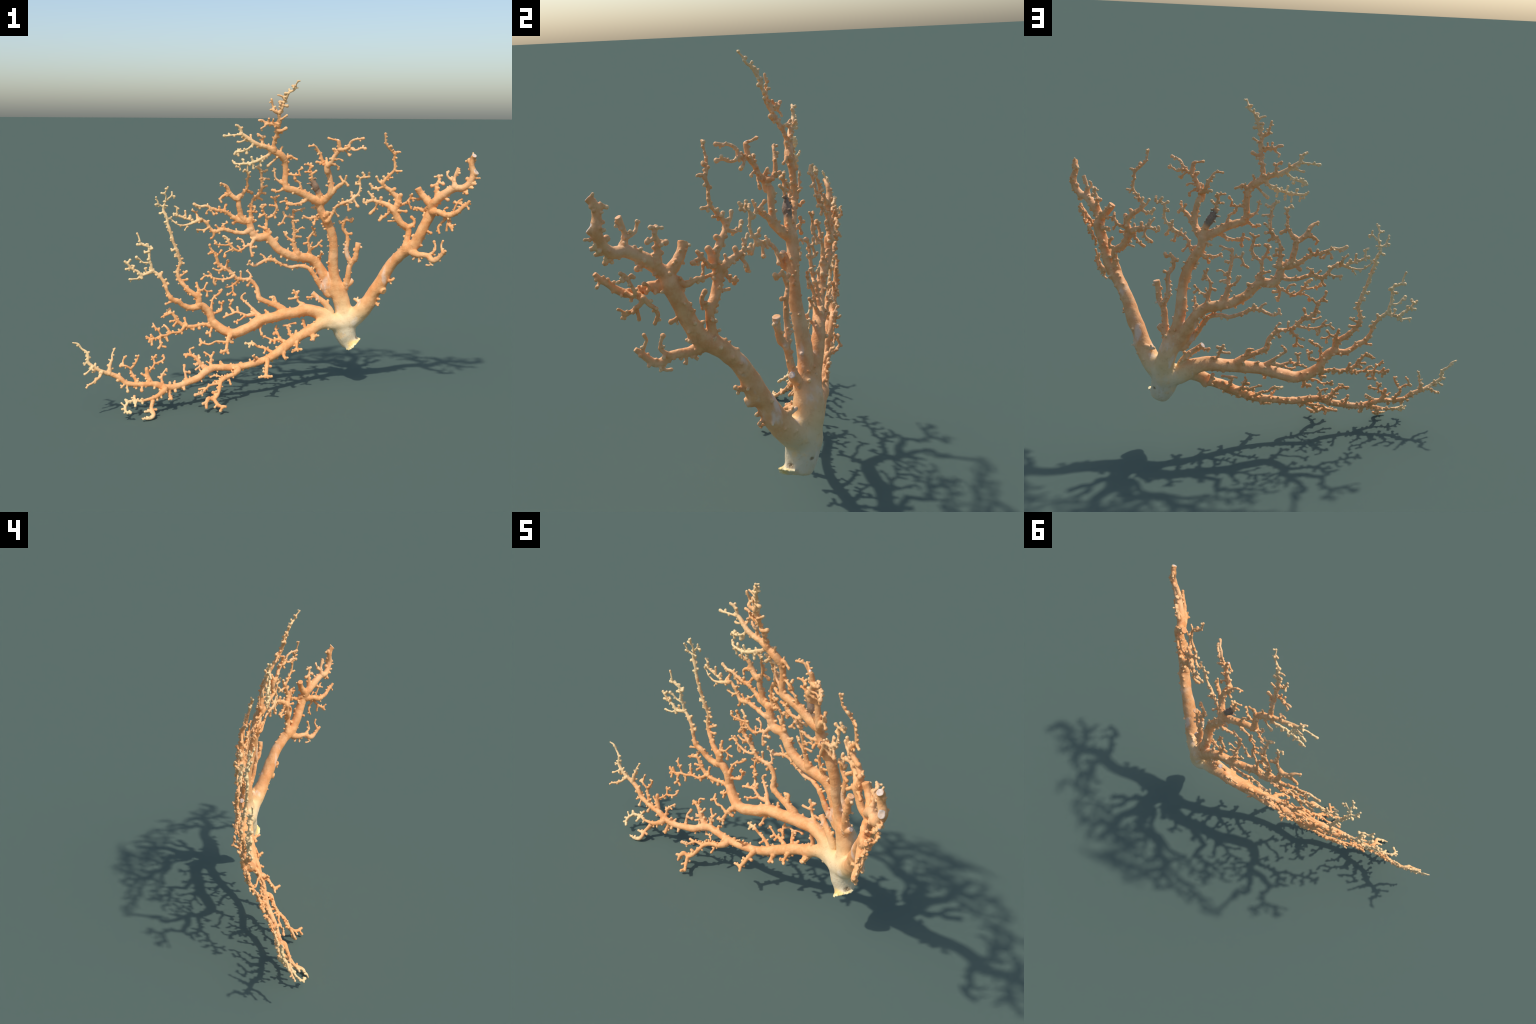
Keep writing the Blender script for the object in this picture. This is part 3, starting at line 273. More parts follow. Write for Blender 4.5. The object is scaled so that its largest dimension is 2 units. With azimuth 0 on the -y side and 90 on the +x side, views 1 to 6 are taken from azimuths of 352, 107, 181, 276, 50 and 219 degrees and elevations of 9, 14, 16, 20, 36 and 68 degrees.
grow("L2an8", "L2a", "tip", [(-0.624,0.060,0.810,0.0052), (-0.623,0.062,0.812,0.0047), (-0.633,0.059,0.824,0.0058)])
grow("L2an9", "L2a", "tip", [(-0.621,0.061,0.787,0.0052), (-0.623,0.063,0.787,0.0047), (-0.640,0.059,0.782,0.0054)])
grow("L2an10", "L2a", "tip", [(-0.663,0.049,0.827,0.0049), (-0.664,0.051,0.824,0.0047), (-0.678,0.048,0.825,0.0061)])
grow("L2an11", "L2a", "tip", [(-0.622,0.061,0.798,0.0052), (-0.616,0.064,0.797,0.0047), (-0.605,0.067,0.800,0.0054)])
grow("L2b", "L2", "tip", [(-0.367,0.105,0.495,0.0168), (-0.365,0.106,0.500,0.0172), (-0.374,0.104,0.539,0.0150), (-0.408,0.106,0.562,0.0136), (-0.437,0.110,0.592,0.0125), (-0.462,0.115,0.622,0.0114), (-0.473,0.117,0.656,0.0100), (-0.469,0.117,0.690,0.0092), (-0.459,0.113,0.716,0.0089), (-0.467,0.109,0.747,0.0089), (-0.478,0.102,0.782,0.0088), (-0.494,0.097,0.824,0.0088), (-0.505,0.094,0.861,0.0088), (-0.513,0.091,0.891,0.0084), (-0.523,0.091,0.924,0.0080), (-0.527,0.091,0.954,0.0080), (-0.543,0.093,0.985,0.0076), (-0.543,0.092,1.012,0.0065), (-0.533,0.087,1.038,0.0054), (-0.532,0.081,1.064,0.0051), (-0.536,0.073,1.081,0.0047), (-0.522,0.064,1.113,0.0043)])
grow("L2b1", "L2b", "tip", [(-0.533,0.083,1.048,0.0048), (-0.529,0.090,1.047,0.0047), (-0.503,0.086,1.067,0.0044), (-0.501,0.088,1.085,0.0047)])
grow("L2b1a", "L2b1", "tip", [(-0.504,0.084,1.067,0.0039), (-0.503,0.086,1.066,0.0044), (-0.488,0.091,1.063,0.0051)])
grow("L2b2", "L2b", "tip", [(-0.544,0.090,1.013,0.0056), (-0.549,0.089,1.013,0.0051), (-0.569,0.082,1.025,0.0047), (-0.575,0.076,1.043,0.0043), (-0.581,0.069,1.061,0.0047)])
grow("L2b2a", "L2b2", "tip", [(-0.569,0.080,1.025,0.0042), (-0.570,0.081,1.025,0.0043), (-0.584,0.079,1.023,0.0051)])
grow("L2bn0", "L2b", "tip", [(-0.469,0.114,0.643,0.0049), (-0.458,0.119,0.646,0.0045), (-0.427,0.131,0.667,0.0063)])
grow("L2bn1", "L2b", "tip", [(-0.459,0.112,0.619,0.0049), (-0.455,0.116,0.622,0.0045), (-0.424,0.125,0.626,0.0063)])
grow("L2bn2", "L2b", "tip", [(-0.535,0.073,1.076,0.0043), (-0.536,0.075,1.076,0.0043), (-0.553,0.072,1.081,0.0043)])
grow("L2bn3", "L2b", "tip", [(-0.543,0.091,0.984,0.0048), (-0.544,0.093,0.983,0.0044), (-0.560,0.089,0.976,0.0047)])
grow("L2bn4", "L2b", "tip", [(-0.534,0.085,1.036,0.0048), (-0.536,0.087,1.036,0.0044), (-0.542,0.086,1.038,0.0051)])
grow("L2bn5", "L2b", "tip", [(-0.540,0.088,1.020,0.0048), (-0.531,0.092,1.016,0.0044), (-0.525,0.093,1.015,0.0040)])
grow("L2bn6", "L2b", "tip", [(-0.473,0.117,0.663,0.0044), (-0.492,0.112,0.668,0.0052)])
grow("L2bn7", "L2b", "tip", [(-0.460,0.113,0.716,0.0044), (-0.442,0.117,0.713,0.0052)])
grow("L2bn8", "L2b", "tip", [(-0.469,0.106,0.753,0.0049), (-0.473,0.107,0.751,0.0044), (-0.487,0.103,0.752,0.0052)])
grow("L2bn9", "L2b", "tip", [(-0.465,0.110,0.736,0.0044), (-0.448,0.114,0.738,0.0052)])
grow("L2bn10", "L2b", "tip", [(-0.482,0.099,0.791,0.0048), (-0.495,0.098,0.787,0.0044), (-0.502,0.096,0.784,0.0051)])
grow("L2bn11", "L2b", "tip", [(-0.437,0.109,0.588,0.0045), (-0.426,0.113,0.589,0.0067)])
grow("L2c", "L2b", "tip", [(-0.369,0.107,0.523,0.0129), (-0.366,0.112,0.563,0.0100), (-0.368,0.117,0.581,0.0071), (-0.371,0.123,0.592,0.0067), (-0.375,0.129,0.604,0.0086)])
grow("L2c1", "L2c", "tip", [(-0.367,0.111,0.566,0.0066), (-0.362,0.114,0.566,0.0060), (-0.339,0.122,0.574,0.0052), (-0.320,0.139,0.601,0.0060)])
grow("L2c2", "L2c1", "tip", [(-0.340,0.120,0.574,0.0047), (-0.339,0.122,0.573,0.0052), (-0.320,0.125,0.561,0.0045), (-0.297,0.130,0.560,0.0056)])
grow("L2c3", "L2c2", "tip", [(-0.320,0.123,0.560,0.0049), (-0.321,0.120,0.537,0.0067)])
grow("L2d", "L2", "tip", [(-0.314,0.113,0.455,0.0099), (-0.301,0.117,0.465,0.0090), (-0.297,0.124,0.491,0.0068), (-0.293,0.131,0.512,0.0060), (-0.278,0.140,0.529,0.0060), (-0.258,0.151,0.538,0.0057), (-0.240,0.166,0.558,0.0068)])
grow("L2e", "L2", "tip", [(-0.306,0.113,0.435,0.0083), (-0.287,0.120,0.441,0.0075), (-0.263,0.132,0.447,0.0064), (-0.243,0.142,0.454,0.0064), (-0.243,0.150,0.480,0.0057), (-0.233,0.147,0.499,0.0057)])
grow("L2e1", "L2e", "tip", [(-0.240,0.147,0.486,0.0051), (-0.243,0.149,0.488,0.0049), (-0.254,0.147,0.491,0.0049)])
grow("L2f", "L2", "tip", [(-0.292,0.111,0.400,0.0119), (-0.307,0.116,0.383,0.0108), (-0.349,0.104,0.389,0.0090), (-0.395,0.092,0.382,0.0093), (-0.444,0.083,0.389,0.0093), (-0.481,0.079,0.420,0.0082), (-0.499,0.076,0.450,0.0078), (-0.512,0.072,0.462,0.0070), (-0.536,0.066,0.454,0.0052), (-0.563,0.058,0.443,0.0037)])
grow("L2f1", "L2f", "tip", [(-0.516,0.069,0.461,0.0060), (-0.516,0.071,0.461,0.0055), (-0.518,0.090,0.477,0.0063)])
grow("L2f2", "L2f", "tip", [(-0.444,0.081,0.390,0.0084), (-0.446,0.076,0.385,0.0093), (-0.468,0.056,0.364,0.0074), (-0.509,0.041,0.364,0.0066), (-0.539,0.024,0.357,0.0066), (-0.569,0.011,0.356,0.0066), (-0.591,0.001,0.348,0.0062), (-0.613,-0.004,0.345,0.0065), (-0.641,-0.003,0.358,0.0054)])
grow("L2f3", "L2f2", "tip", [(-0.566,0.011,0.357,0.0059), (-0.567,0.016,0.360,0.0055), (-0.581,0.015,0.387,0.0051), (-0.597,0.019,0.402,0.0051), (-0.607,0.027,0.420,0.0044)])
grow("L2f4", "L2f2", "tip", [(-0.573,0.008,0.355,0.0059), (-0.572,0.006,0.354,0.0066), (-0.570,-0.009,0.326,0.0065), (-0.563,-0.006,0.308,0.0062), (-0.546,-0.010,0.303,0.0058)])
grow("L2f4a", "L2f4", "tip", [(-0.567,-0.009,0.319,0.0058), (-0.568,-0.008,0.318,0.0055), (-0.580,-0.016,0.300,0.0058)])
grow("L2f5", "L2f2", "tip", [(-0.518,0.034,0.362,0.0060), (-0.520,0.043,0.365,0.0081), (-0.536,0.050,0.390,0.0066), (-0.549,0.061,0.400,0.0052)])
grow("L2f6", "L2f", "tip", [(-0.433,0.083,0.388,0.0066), (-0.432,0.087,0.394,0.0060), (-0.437,0.093,0.410,0.0052), (-0.441,0.101,0.424,0.0082)])
grow("L2fn0", "L2f", "tip", [(-0.483,0.076,0.424,0.0053), (-0.488,0.076,0.421,0.0048), (-0.516,0.067,0.417,0.0055)])
grow("L2fn1", "L2f", "tip", [(-0.479,0.077,0.419,0.0053), (-0.485,0.076,0.411,0.0048), (-0.499,0.067,0.394,0.0059)])
grow("L2fn2", "L2f", "tip", [(-0.490,0.075,0.435,0.0053), (-0.492,0.076,0.434,0.0048), (-0.480,0.081,0.439,0.0052)])
grow("L2fn3", "L2f2", "tip", [(-0.540,0.022,0.358,0.0052), (-0.539,0.023,0.352,0.0048), (-0.534,0.016,0.329,0.0055)])
grow("L2fn4", "L2f2", "tip", [(-0.613,-0.006,0.346,0.0052), (-0.613,-0.006,0.341,0.0047), (-0.615,-0.014,0.318,0.0054)])
grow("L2fn5", "L2f2", "tip", [(-0.605,-0.004,0.347,0.0052), (-0.605,-0.002,0.349,0.0047), (-0.618,-0.000,0.366,0.0055)])
grow("L2fn6", "L2f2", "tip", [(-0.614,-0.006,0.346,0.0052), (-0.616,-0.006,0.341,0.0047), (-0.628,-0.013,0.334,0.0047)])
grow("L2fn7", "L2f", "tip", [(-0.535,0.064,0.454,0.0047), (-0.536,0.067,0.456,0.0048), (-0.535,0.069,0.465,0.0044)])
grow("L2fn8", "L2f", "tip", [(-0.364,0.100,0.387,0.0049), (-0.364,0.095,0.369,0.0071)])
grow("L2fn9", "L2f", "tip", [(-0.395,0.090,0.382,0.0053), (-0.395,0.091,0.378,0.0049), (-0.395,0.087,0.366,0.0052)])
grow("L2fn10", "L2f2", "tip", [(-0.464,0.058,0.369,0.0053), (-0.460,0.060,0.365,0.0048), (-0.458,0.057,0.356,0.0052)])
grow("L2fn11", "L2f3", "tip", [(-0.578,0.013,0.383,0.0047), (-0.577,0.016,0.383,0.0047), (-0.575,0.019,0.394,0.0047)])
grow("L2fn12", "L2f3", "tip", [(-0.589,0.015,0.396,0.0046), (-0.590,0.017,0.395,0.0047), (-0.594,0.013,0.386,0.0044)])
grow("L2fn13", "L2f3", "tip", [(-0.599,0.019,0.407,0.0044), (-0.602,0.020,0.406,0.0047), (-0.610,0.017,0.403,0.0040)])
grow("L2g", "L2", "tip", [(-0.278,0.106,0.387,0.0074), (-0.296,0.109,0.367,0.0068), (-0.307,0.093,0.348,0.0060), (-0.309,0.087,0.327,0.0067)])
grow("L2g1", "L2g", "tip", [(-0.307,0.091,0.349,0.0054), (-0.307,0.093,0.348,0.0052), (-0.326,0.088,0.344,0.0067)])
grow("L2h", "L2", "tip", [(-0.198,0.094,0.342,0.0142), (-0.209,0.061,0.330,0.0129), (-0.220,0.047,0.313,0.0100), (-0.226,0.032,0.285,0.0089), (-0.234,0.021,0.267,0.0082), (-0.258,0.015,0.259,0.0067)])
grow("L2h1", "L2h", "tip", [(-0.233,0.021,0.270,0.0073), (-0.230,0.023,0.268,0.0067), (-0.220,0.017,0.252,0.0059)])
grow("L2h2", "L2h", "tip", [(-0.222,0.040,0.304,0.0074), (-0.228,0.042,0.305,0.0067), (-0.279,0.049,0.309,0.0060), (-0.316,0.053,0.293,0.0056), (-0.351,0.064,0.300,0.0056), (-0.362,0.077,0.316,0.0063)])
grow("L2h2a", "L2h2", "tip", [(-0.351,0.063,0.301,0.0050), (-0.353,0.064,0.299,0.0052), (-0.365,0.055,0.291,0.0059)])
grow("L2h3", "L2h", "tip", [(-0.218,0.048,0.317,0.0057), (-0.212,0.049,0.314,0.0052), (-0.195,0.056,0.299,0.0067)])
grow("L2i", "L2", "tip", [(0.095,0.174,0.412,0.0224), (0.091,0.187,0.435,0.0204), (0.066,0.182,0.459,0.0170), (0.030,0.177,0.475,0.0155), (-0.009,0.173,0.492,0.0147), (-0.037,0.174,0.508,0.0169), (-0.043,0.180,0.538,0.0132), (-0.050,0.186,0.565,0.0117), (-0.070,0.188,0.592,0.0117), (-0.091,0.184,0.608,0.0102), (-0.129,0.178,0.610,0.0095), (-0.156,0.171,0.616,0.0102), (-0.180,0.169,0.642,0.0102), (-0.210,0.170,0.668,0.0102), (-0.236,0.170,0.680,0.0101), (-0.257,0.170,0.699,0.0105), (-0.265,0.167,0.727,0.0098), (-0.278,0.165,0.758,0.0068), (-0.301,0.164,0.785,0.0056), (-0.303,0.161,0.800,0.0071)])
grow("L2i1", "L2i", "tip", [(-0.173,0.167,0.635,0.0075), (-0.184,0.164,0.626,0.0068), (-0.226,0.158,0.616,0.0060), (-0.276,0.158,0.621,0.0060), (-0.295,0.158,0.633,0.0053), (-0.313,0.159,0.637,0.0053), (-0.328,0.159,0.636,0.0053), (-0.348,0.156,0.619,0.0064)])
grow("L2i2", "L2i1", "tip", [(-0.278,0.156,0.623,0.0054), (-0.280,0.157,0.620,0.0057), (-0.282,0.156,0.603,0.0064), (-0.275,0.160,0.590,0.0068)])
grow("L2i3", "L2i", "tip", [(-0.151,0.171,0.615,0.0084), (-0.152,0.174,0.604,0.0076), (-0.182,0.183,0.576,0.0061), (-0.197,0.184,0.570,0.0057), (-0.213,0.186,0.568,0.0053)])
grow("L2i4", "L2i3", "tip", [(-0.181,0.180,0.577,0.0055), (-0.179,0.179,0.575,0.0061), (-0.178,0.174,0.551,0.0057), (-0.190,0.180,0.536,0.0053), (-0.209,0.176,0.527,0.0061)])
grow("L2i4a", "L2i4", "tip", [(-0.181,0.173,0.548,0.0051), (-0.179,0.175,0.546,0.0057), (-0.167,0.169,0.528,0.0068)])
grow("L2i5", "L2i", "tip", [(-0.137,0.174,0.612,0.0059), (-0.135,0.185,0.613,0.0053), (-0.136,0.185,0.650,0.0061)])
grow("L2i6", "L2i", "tip", [(-0.091,0.182,0.608,0.0076), (-0.085,0.192,0.613,0.0069), (-0.080,0.197,0.631,0.0057), (-0.099,0.206,0.649,0.0057)])
grow("L2i7", "L2i", "tip", [(-0.220,0.168,0.672,0.0075), (-0.217,0.172,0.679,0.0068), (-0.206,0.167,0.712,0.0064)])
grow("L2i8", "L2i", "tip", [(-0.233,0.168,0.678,0.0066), (-0.237,0.168,0.668,0.0060), (-0.260,0.162,0.663,0.0057), (-0.284,0.157,0.675,0.0053)])
grow("L2i9", "L2i", "tip", [(-0.083,0.184,0.601,0.0063), (-0.086,0.185,0.597,0.0057), (-0.098,0.184,0.576,0.0065)])
grow("L2i10", "L2i", "tip", [(0.051,0.178,0.466,0.0106), (0.054,0.182,0.473,0.0096), (0.046,0.195,0.506,0.0081), (0.024,0.191,0.506,0.0062)])
grow("L2in0", "L2i1", "tip", [(-0.296,0.156,0.634,0.0047), (-0.294,0.159,0.641,0.0049), (-0.311,0.157,0.657,0.0056)])
grow("L2in1", "L2i1", "tip", [(-0.325,0.157,0.636,0.0047), (-0.325,0.159,0.637,0.0049), (-0.334,0.158,0.646,0.0045)])
grow("L2in2", "L2i", "tip", [(-0.259,0.167,0.706,0.0054), (-0.267,0.167,0.704,0.0049), (-0.277,0.164,0.700,0.0056)])
grow("L2in3", "L2i", "tip", [(-0.271,0.164,0.739,0.0054), (-0.263,0.168,0.742,0.0049), (-0.240,0.176,0.767,0.0057)])
grow("L2in4", "L2i", "tip", [(-0.283,0.163,0.763,0.0054), (-0.286,0.164,0.760,0.0049), (-0.309,0.157,0.754,0.0052)])
grow("L2in5", "L2i8", "tip", [(-0.257,0.161,0.664,0.0051), (-0.256,0.163,0.662,0.0049), (-0.253,0.162,0.649,0.0049)])
grow("L2in6", "L2i1", "tip", [(-0.225,0.157,0.616,0.0054), (-0.226,0.159,0.620,0.0049), (-0.234,0.159,0.634,0.0038)])
grow("L2j", "L2", "tip", [(-0.033,0.143,0.394,0.0137), (-0.040,0.146,0.413,0.0124), (-0.069,0.164,0.447,0.0095), (-0.098,0.176,0.474,0.0073), (-0.120,0.183,0.495,0.0065), (-0.133,0.186,0.504,0.0061), (-0.123,0.188,0.525,0.0050), (-0.111,0.188,0.532,0.0050)])
grow("L2j1", "L2j", "tip", [(-0.056,0.154,0.432,0.0097), (-0.062,0.154,0.427,0.0110), (-0.108,0.152,0.419,0.0084), (-0.131,0.153,0.428,0.0069), (-0.162,0.156,0.437,0.0068), (-0.193,0.153,0.427,0.0061), (-0.230,0.147,0.413,0.0057)])
grow("L2j2", "L2j1", "tip", [(-0.118,0.150,0.423,0.0067), (-0.121,0.141,0.418,0.0061), (-0.149,0.136,0.397,0.0049), (-0.177,0.117,0.394,0.0045)])
grow("L2j3", "L2j1", "tip", [(-0.175,0.153,0.434,0.0059), (-0.175,0.173,0.436,0.0076), (-0.192,0.190,0.458,0.0069), (-0.188,0.184,0.486,0.0057), (-0.199,0.183,0.498,0.0050)])
grow("L2j4", "L2j1", "tip", [(-0.159,0.154,0.437,0.0062), (-0.158,0.157,0.439,0.0061), (-0.155,0.175,0.458,0.0065)])
grow("L2j5", "L2j1", "tip", [(-0.205,0.149,0.423,0.0054), (-0.204,0.151,0.422,0.0053), (-0.214,0.164,0.431,0.0049)])
grow("L2j6", "L2j3", "tip", [(-0.189,0.182,0.487,0.0052), (-0.188,0.184,0.486,0.0050), (-0.178,0.189,0.497,0.0053)])
grow("L2k", "L2", "tip", [(0.217,0.198,0.428,0.0103), (0.213,0.208,0.455,0.0093), (0.183,0.222,0.477,0.0074), (0.176,0.223,0.505,0.0066), (0.160,0.226,0.533,0.0062)])
grow("L2k1", "L2k", "tip", [(0.178,0.221,0.495,0.0062), (0.172,0.216,0.494,0.0058), (0.132,0.211,0.491,0.0058)])
grow("L2k2", "L2k", "tip", [(0.174,0.221,0.508,0.0059), (0.175,0.223,0.508,0.0058), (0.188,0.232,0.526,0.0058)])
grow("L2l", "L2", "cut", [(0.340,0.197,0.381,0.0214), (0.361,0.193,0.415,0.0195), (0.325,0.195,0.467,0.0157), (0.286,0.201,0.499,0.0142), (0.259,0.207,0.522,0.0142)])
grow("L2l1", "L2l", "tip", [(0.269,0.203,0.513,0.0068), (0.258,0.200,0.501,0.0062), (0.230,0.196,0.500,0.0058)])
grow("L2l2", "L2l", "tip", [(0.333,0.193,0.455,0.0069), (0.341,0.196,0.458,0.0062), (0.346,0.201,0.477,0.0062)])
grow("L2m", "L2", "tip", [(-0.049,0.136,0.386,0.0075), (-0.038,0.134,0.369,0.0069), (-0.038,0.117,0.342,0.0057), (-0.034,0.098,0.326,0.0068)])
grow("L2n", "L2", "tip", [(0.014,0.153,0.401,0.0076), (0.009,0.163,0.427,0.0069), (-0.003,0.177,0.438,0.0054)])
grow("L1", "stem", "tip", [(0.435,0.199,0.352,0.0412), (0.395,0.180,0.353,0.0374), (0.322,0.173,0.361,0.0336), (0.260,0.160,0.336,0.0305), (0.206,0.146,0.309,0.0274), (0.157,0.132,0.287,0.0258), (0.107,0.114,0.260,0.0250), (0.057,0.092,0.230,0.0230), (0.003,0.070,0.205,0.0211), (-0.049,0.050,0.193,0.0191), (-0.108,0.033,0.182,0.0180), (-0.174,0.020,0.175,0.0179), (-0.235,0.008,0.180,0.0174), (-0.299,-0.003,0.184,0.0174), (-0.342,-0.021,0.170,0.0183), (-0.380,-0.044,0.146,0.0182), (-0.437,-0.066,0.131,0.0160), (-0.499,-0.086,0.117,0.0149), (-0.554,-0.100,0.120,0.0155), (-0.600,-0.107,0.139,0.0144), (-0.643,-0.114,0.143,0.0123), (-0.706,-0.117,0.146,0.0116), (-0.747,-0.120,0.156,0.0123), (-0.776,-0.118,0.181,0.0119), (-0.811,-0.119,0.200,0.0115), (-0.845,-0.124,0.213,0.0105), (-0.872,-0.133,0.227,0.0091), (-0.906,-0.138,0.251,0.0087), (-0.930,-0.137,0.274,0.0084), (-0.928,-0.134,0.302,0.0070), (-0.934,-0.131,0.323,0.0063), (-0.959,-0.128,0.341,0.0052), (-0.974,-0.130,0.365,0.0049), (-0.999,-0.139,0.374,0.0035)])
grow("L1a", "L1", "tip", [(-0.827,-0.123,0.207,0.0099), (-0.826,-0.120,0.211,0.0115), (-0.824,-0.112,0.245,0.0088), (-0.813,-0.105,0.275,0.0060), (-0.813,-0.095,0.298,0.0053), (-0.799,-0.086,0.324,0.0043)])
grow("L1b", "L1", "tip", [(-0.905,-0.139,0.252,0.0065), (-0.909,-0.148,0.247,0.0059), (-0.926,-0.160,0.233,0.0052), (-0.944,-0.168,0.222,0.0059)])
grow("L1c", "L1", "tip", [(-0.862,-0.132,0.223,0.0069), (-0.865,-0.142,0.217,0.0063), (-0.874,-0.160,0.203,0.0056), (-0.898,-0.172,0.186,0.0056), (-0.937,-0.197,0.166,0.0031)])
grow("L1d", "L1", "tip", [(-0.694,-0.118,0.146,0.0098), (-0.694,-0.110,0.153,0.0089), (-0.713,-0.101,0.190,0.0075), (-0.723,-0.094,0.217,0.0071), (-0.705,-0.091,0.238,0.0061), (-0.690,-0.088,0.268,0.0054), (-0.682,-0.088,0.285,0.0050)])
grow("L1d1", "L1d", "tip", [(-0.721,-0.096,0.220,0.0063), (-0.723,-0.102,0.223,0.0060), (-0.747,-0.104,0.239,0.0057), (-0.772,-0.103,0.239,0.0064)])
grow("L1d2", "L1d1", "tip", [(-0.757,-0.105,0.240,0.0051), (-0.758,-0.098,0.242,0.0046), (-0.760,-0.090,0.265,0.0050), (-0.744,-0.094,0.285,0.0053)])
grow("L1e", "L1", "tip", [(-0.625,-0.113,0.142,0.0119), (-0.625,-0.099,0.148,0.0124), (-0.638,-0.091,0.180,0.0100), (-0.642,-0.087,0.201,0.0096), (-0.644,-0.086,0.214,0.0089)])
grow("L1e1", "L1e", "tip", [(-0.636,-0.094,0.177,0.0059), (-0.644,-0.096,0.174,0.0054), (-0.669,-0.093,0.192,0.0054)])
grow("L1e2", "L1e", "tip", [(-0.641,-0.089,0.200,0.0063), (-0.633,-0.081,0.199,0.0057), (-0.603,-0.058,0.230,0.0054), (-0.607,-0.049,0.248,0.0054), (-0.615,-0.046,0.264,0.0054)])
grow("L1e3", "L1e2", "tip", [(-0.603,-0.060,0.232,0.0049), (-0.599,-0.054,0.231,0.0058), (-0.567,-0.045,0.240,0.0062), (-0.553,-0.030,0.250,0.0054), (-0.558,-0.015,0.261,0.0062)])
grow("L1e4", "L1e2", "tip", [(-0.612,-0.049,0.257,0.0049), (-0.607,-0.045,0.258,0.0047), (-0.595,-0.041,0.270,0.0051)])
grow("L1f", "L1", "tip", [(-0.573,-0.105,0.128,0.0087), (-0.567,-0.088,0.139,0.0079), (-0.570,-0.077,0.165,0.0061), (-0.560,-0.062,0.183,0.0051), (-0.544,-0.048,0.197,0.0062)])
grow("L1f1", "L1f", "tip", [(-0.570,-0.078,0.166,0.0052), (-0.569,-0.076,0.165,0.0047), (-0.585,-0.075,0.166,0.0054)])
grow("L1f2", "L1f", "tip", [(-0.561,-0.066,0.182,0.0044), (-0.563,-0.064,0.182,0.0040), (-0.548,-0.064,0.173,0.0040)])
grow("L1g", "L1", "tip", [(-0.438,-0.068,0.132,0.0096), (-0.440,-0.054,0.135,0.0087), (-0.449,-0.040,0.172,0.0066), (-0.453,-0.030,0.188,0.0066), (-0.451,-0.012,0.203,0.0073)])
grow("L1g1", "L1g", "tip", [(-0.449,-0.041,0.174,0.0056), (-0.446,-0.038,0.174,0.0051), (-0.427,-0.023,0.169,0.0073)])
grow("L1h", "L1", "tip", [(-0.334,-0.020,0.173,0.0163), (-0.337,-0.009,0.178,0.0149), (-0.366,-0.007,0.205,0.0113), (-0.381,-0.005,0.228,0.0106), (-0.410,0.000,0.252,0.0088), (-0.447,0.003,0.256,0.0059)])
grow("L1h1", "L1h", "tip", [(-0.417,-0.001,0.253,0.0073), (-0.416,0.008,0.254,0.0066), (-0.419,0.024,0.278,0.0059), (-0.400,0.035,0.283,0.0055)])
grow("L1hn0", "L1h", "tip", [(-0.379,-0.007,0.226,0.0053), (-0.375,-0.003,0.227,0.0048), (-0.375,0.019,0.243,0.0055)])
grow("L1hn1", "L1h", "tip", [(-0.365,-0.009,0.204,0.0053), (-0.374,-0.014,0.196,0.0048), (-0.393,-0.026,0.184,0.0055)])
grow("L1hn2", "L1h", "tip", [(-0.374,-0.008,0.217,0.0053), (-0.379,-0.009,0.214,0.0048), (-0.401,-0.015,0.210,0.0051)])
grow("L1hn3", "L1h", "tip", [(-0.435,0.002,0.254,0.0048), (-0.441,-0.005,0.245,0.0055)])
grow("L1i", "L1", "tip", [(-0.305,-0.007,0.183,0.0090), (-0.313,0.012,0.197,0.0081), (-0.313,0.015,0.216,0.0067), (-0.311,0.018,0.232,0.0063), (-0.326,0.026,0.248,0.0056), (-0.343,0.035,0.255,0.0056)])
grow("L1i1", "L1i", "tip", [(-0.312,0.016,0.233,0.0057), (-0.310,0.018,0.232,0.0052), (-0.296,0.029,0.255,0.0052)])
grow("L1i2", "L1i", "tip", [(-0.313,0.011,0.202,0.0041), (-0.320,0.012,0.202,0.0037), (-0.335,0.017,0.212,0.0037)])
grow("L1j", "L1", "tip", [(-0.554,-0.102,0.120,0.0140), (-0.554,-0.116,0.116,0.0158), (-0.582,-0.136,0.095,0.0127), (-0.609,-0.149,0.084,0.0102), (-0.641,-0.156,0.079,0.0081), (-0.673,-0.160,0.072,0.0064), (-0.708,-0.164,0.077,0.0064), (-0.732,-0.175,0.076,0.0070), (-0.750,-0.194,0.065,0.0077), (-0.753,-0.213,0.051,0.0066), (-0.745,-0.227,0.042,0.0059), (-0.727,-0.236,0.041,0.0066)])
grow("L1jn0", "L1j", "tip", [(-0.696,-0.165,0.076,0.0047), (-0.696,-0.163,0.074,0.0042), (-0.703,-0.185,0.057,0.0067)])
grow("L1jn1", "L1j", "tip", [(-0.704,-0.166,0.077,0.0047), (-0.704,-0.161,0.079,0.0042), (-0.707,-0.136,0.089,0.0060)])
grow("L1jn2", "L1j", "tip", [(-0.742,-0.187,0.071,0.0046), (-0.743,-0.185,0.071,0.0042), (-0.750,-0.177,0.087,0.0053)])
grow("L1jn3", "L1j", "tip", [(-0.751,-0.201,0.060,0.0042), (-0.770,-0.195,0.077,0.0049)])
grow("L1jn4", "L1j", "tip", [(-0.753,-0.211,0.054,0.0046), (-0.753,-0.209,0.054,0.0042), (-0.767,-0.215,0.053,0.0045)])
grow("L1jn5", "L1j", "tip", [(-0.670,-0.162,0.073,0.0047), (-0.669,-0.160,0.072,0.0042), (-0.668,-0.167,0.062,0.0053)])
grow("L1k", "L1j", "tip", [(-0.615,-0.152,0.084,0.0089), (-0.614,-0.144,0.079,0.0116), (-0.621,-0.165,0.055,0.0095), (-0.625,-0.188,0.037,0.0085), (-0.612,-0.214,0.022,0.0084), (-0.626,-0.231,0.007,0.0070), (-0.644,-0.243,0.008,0.0056), (-0.672,-0.249,0.015,0.0031)])
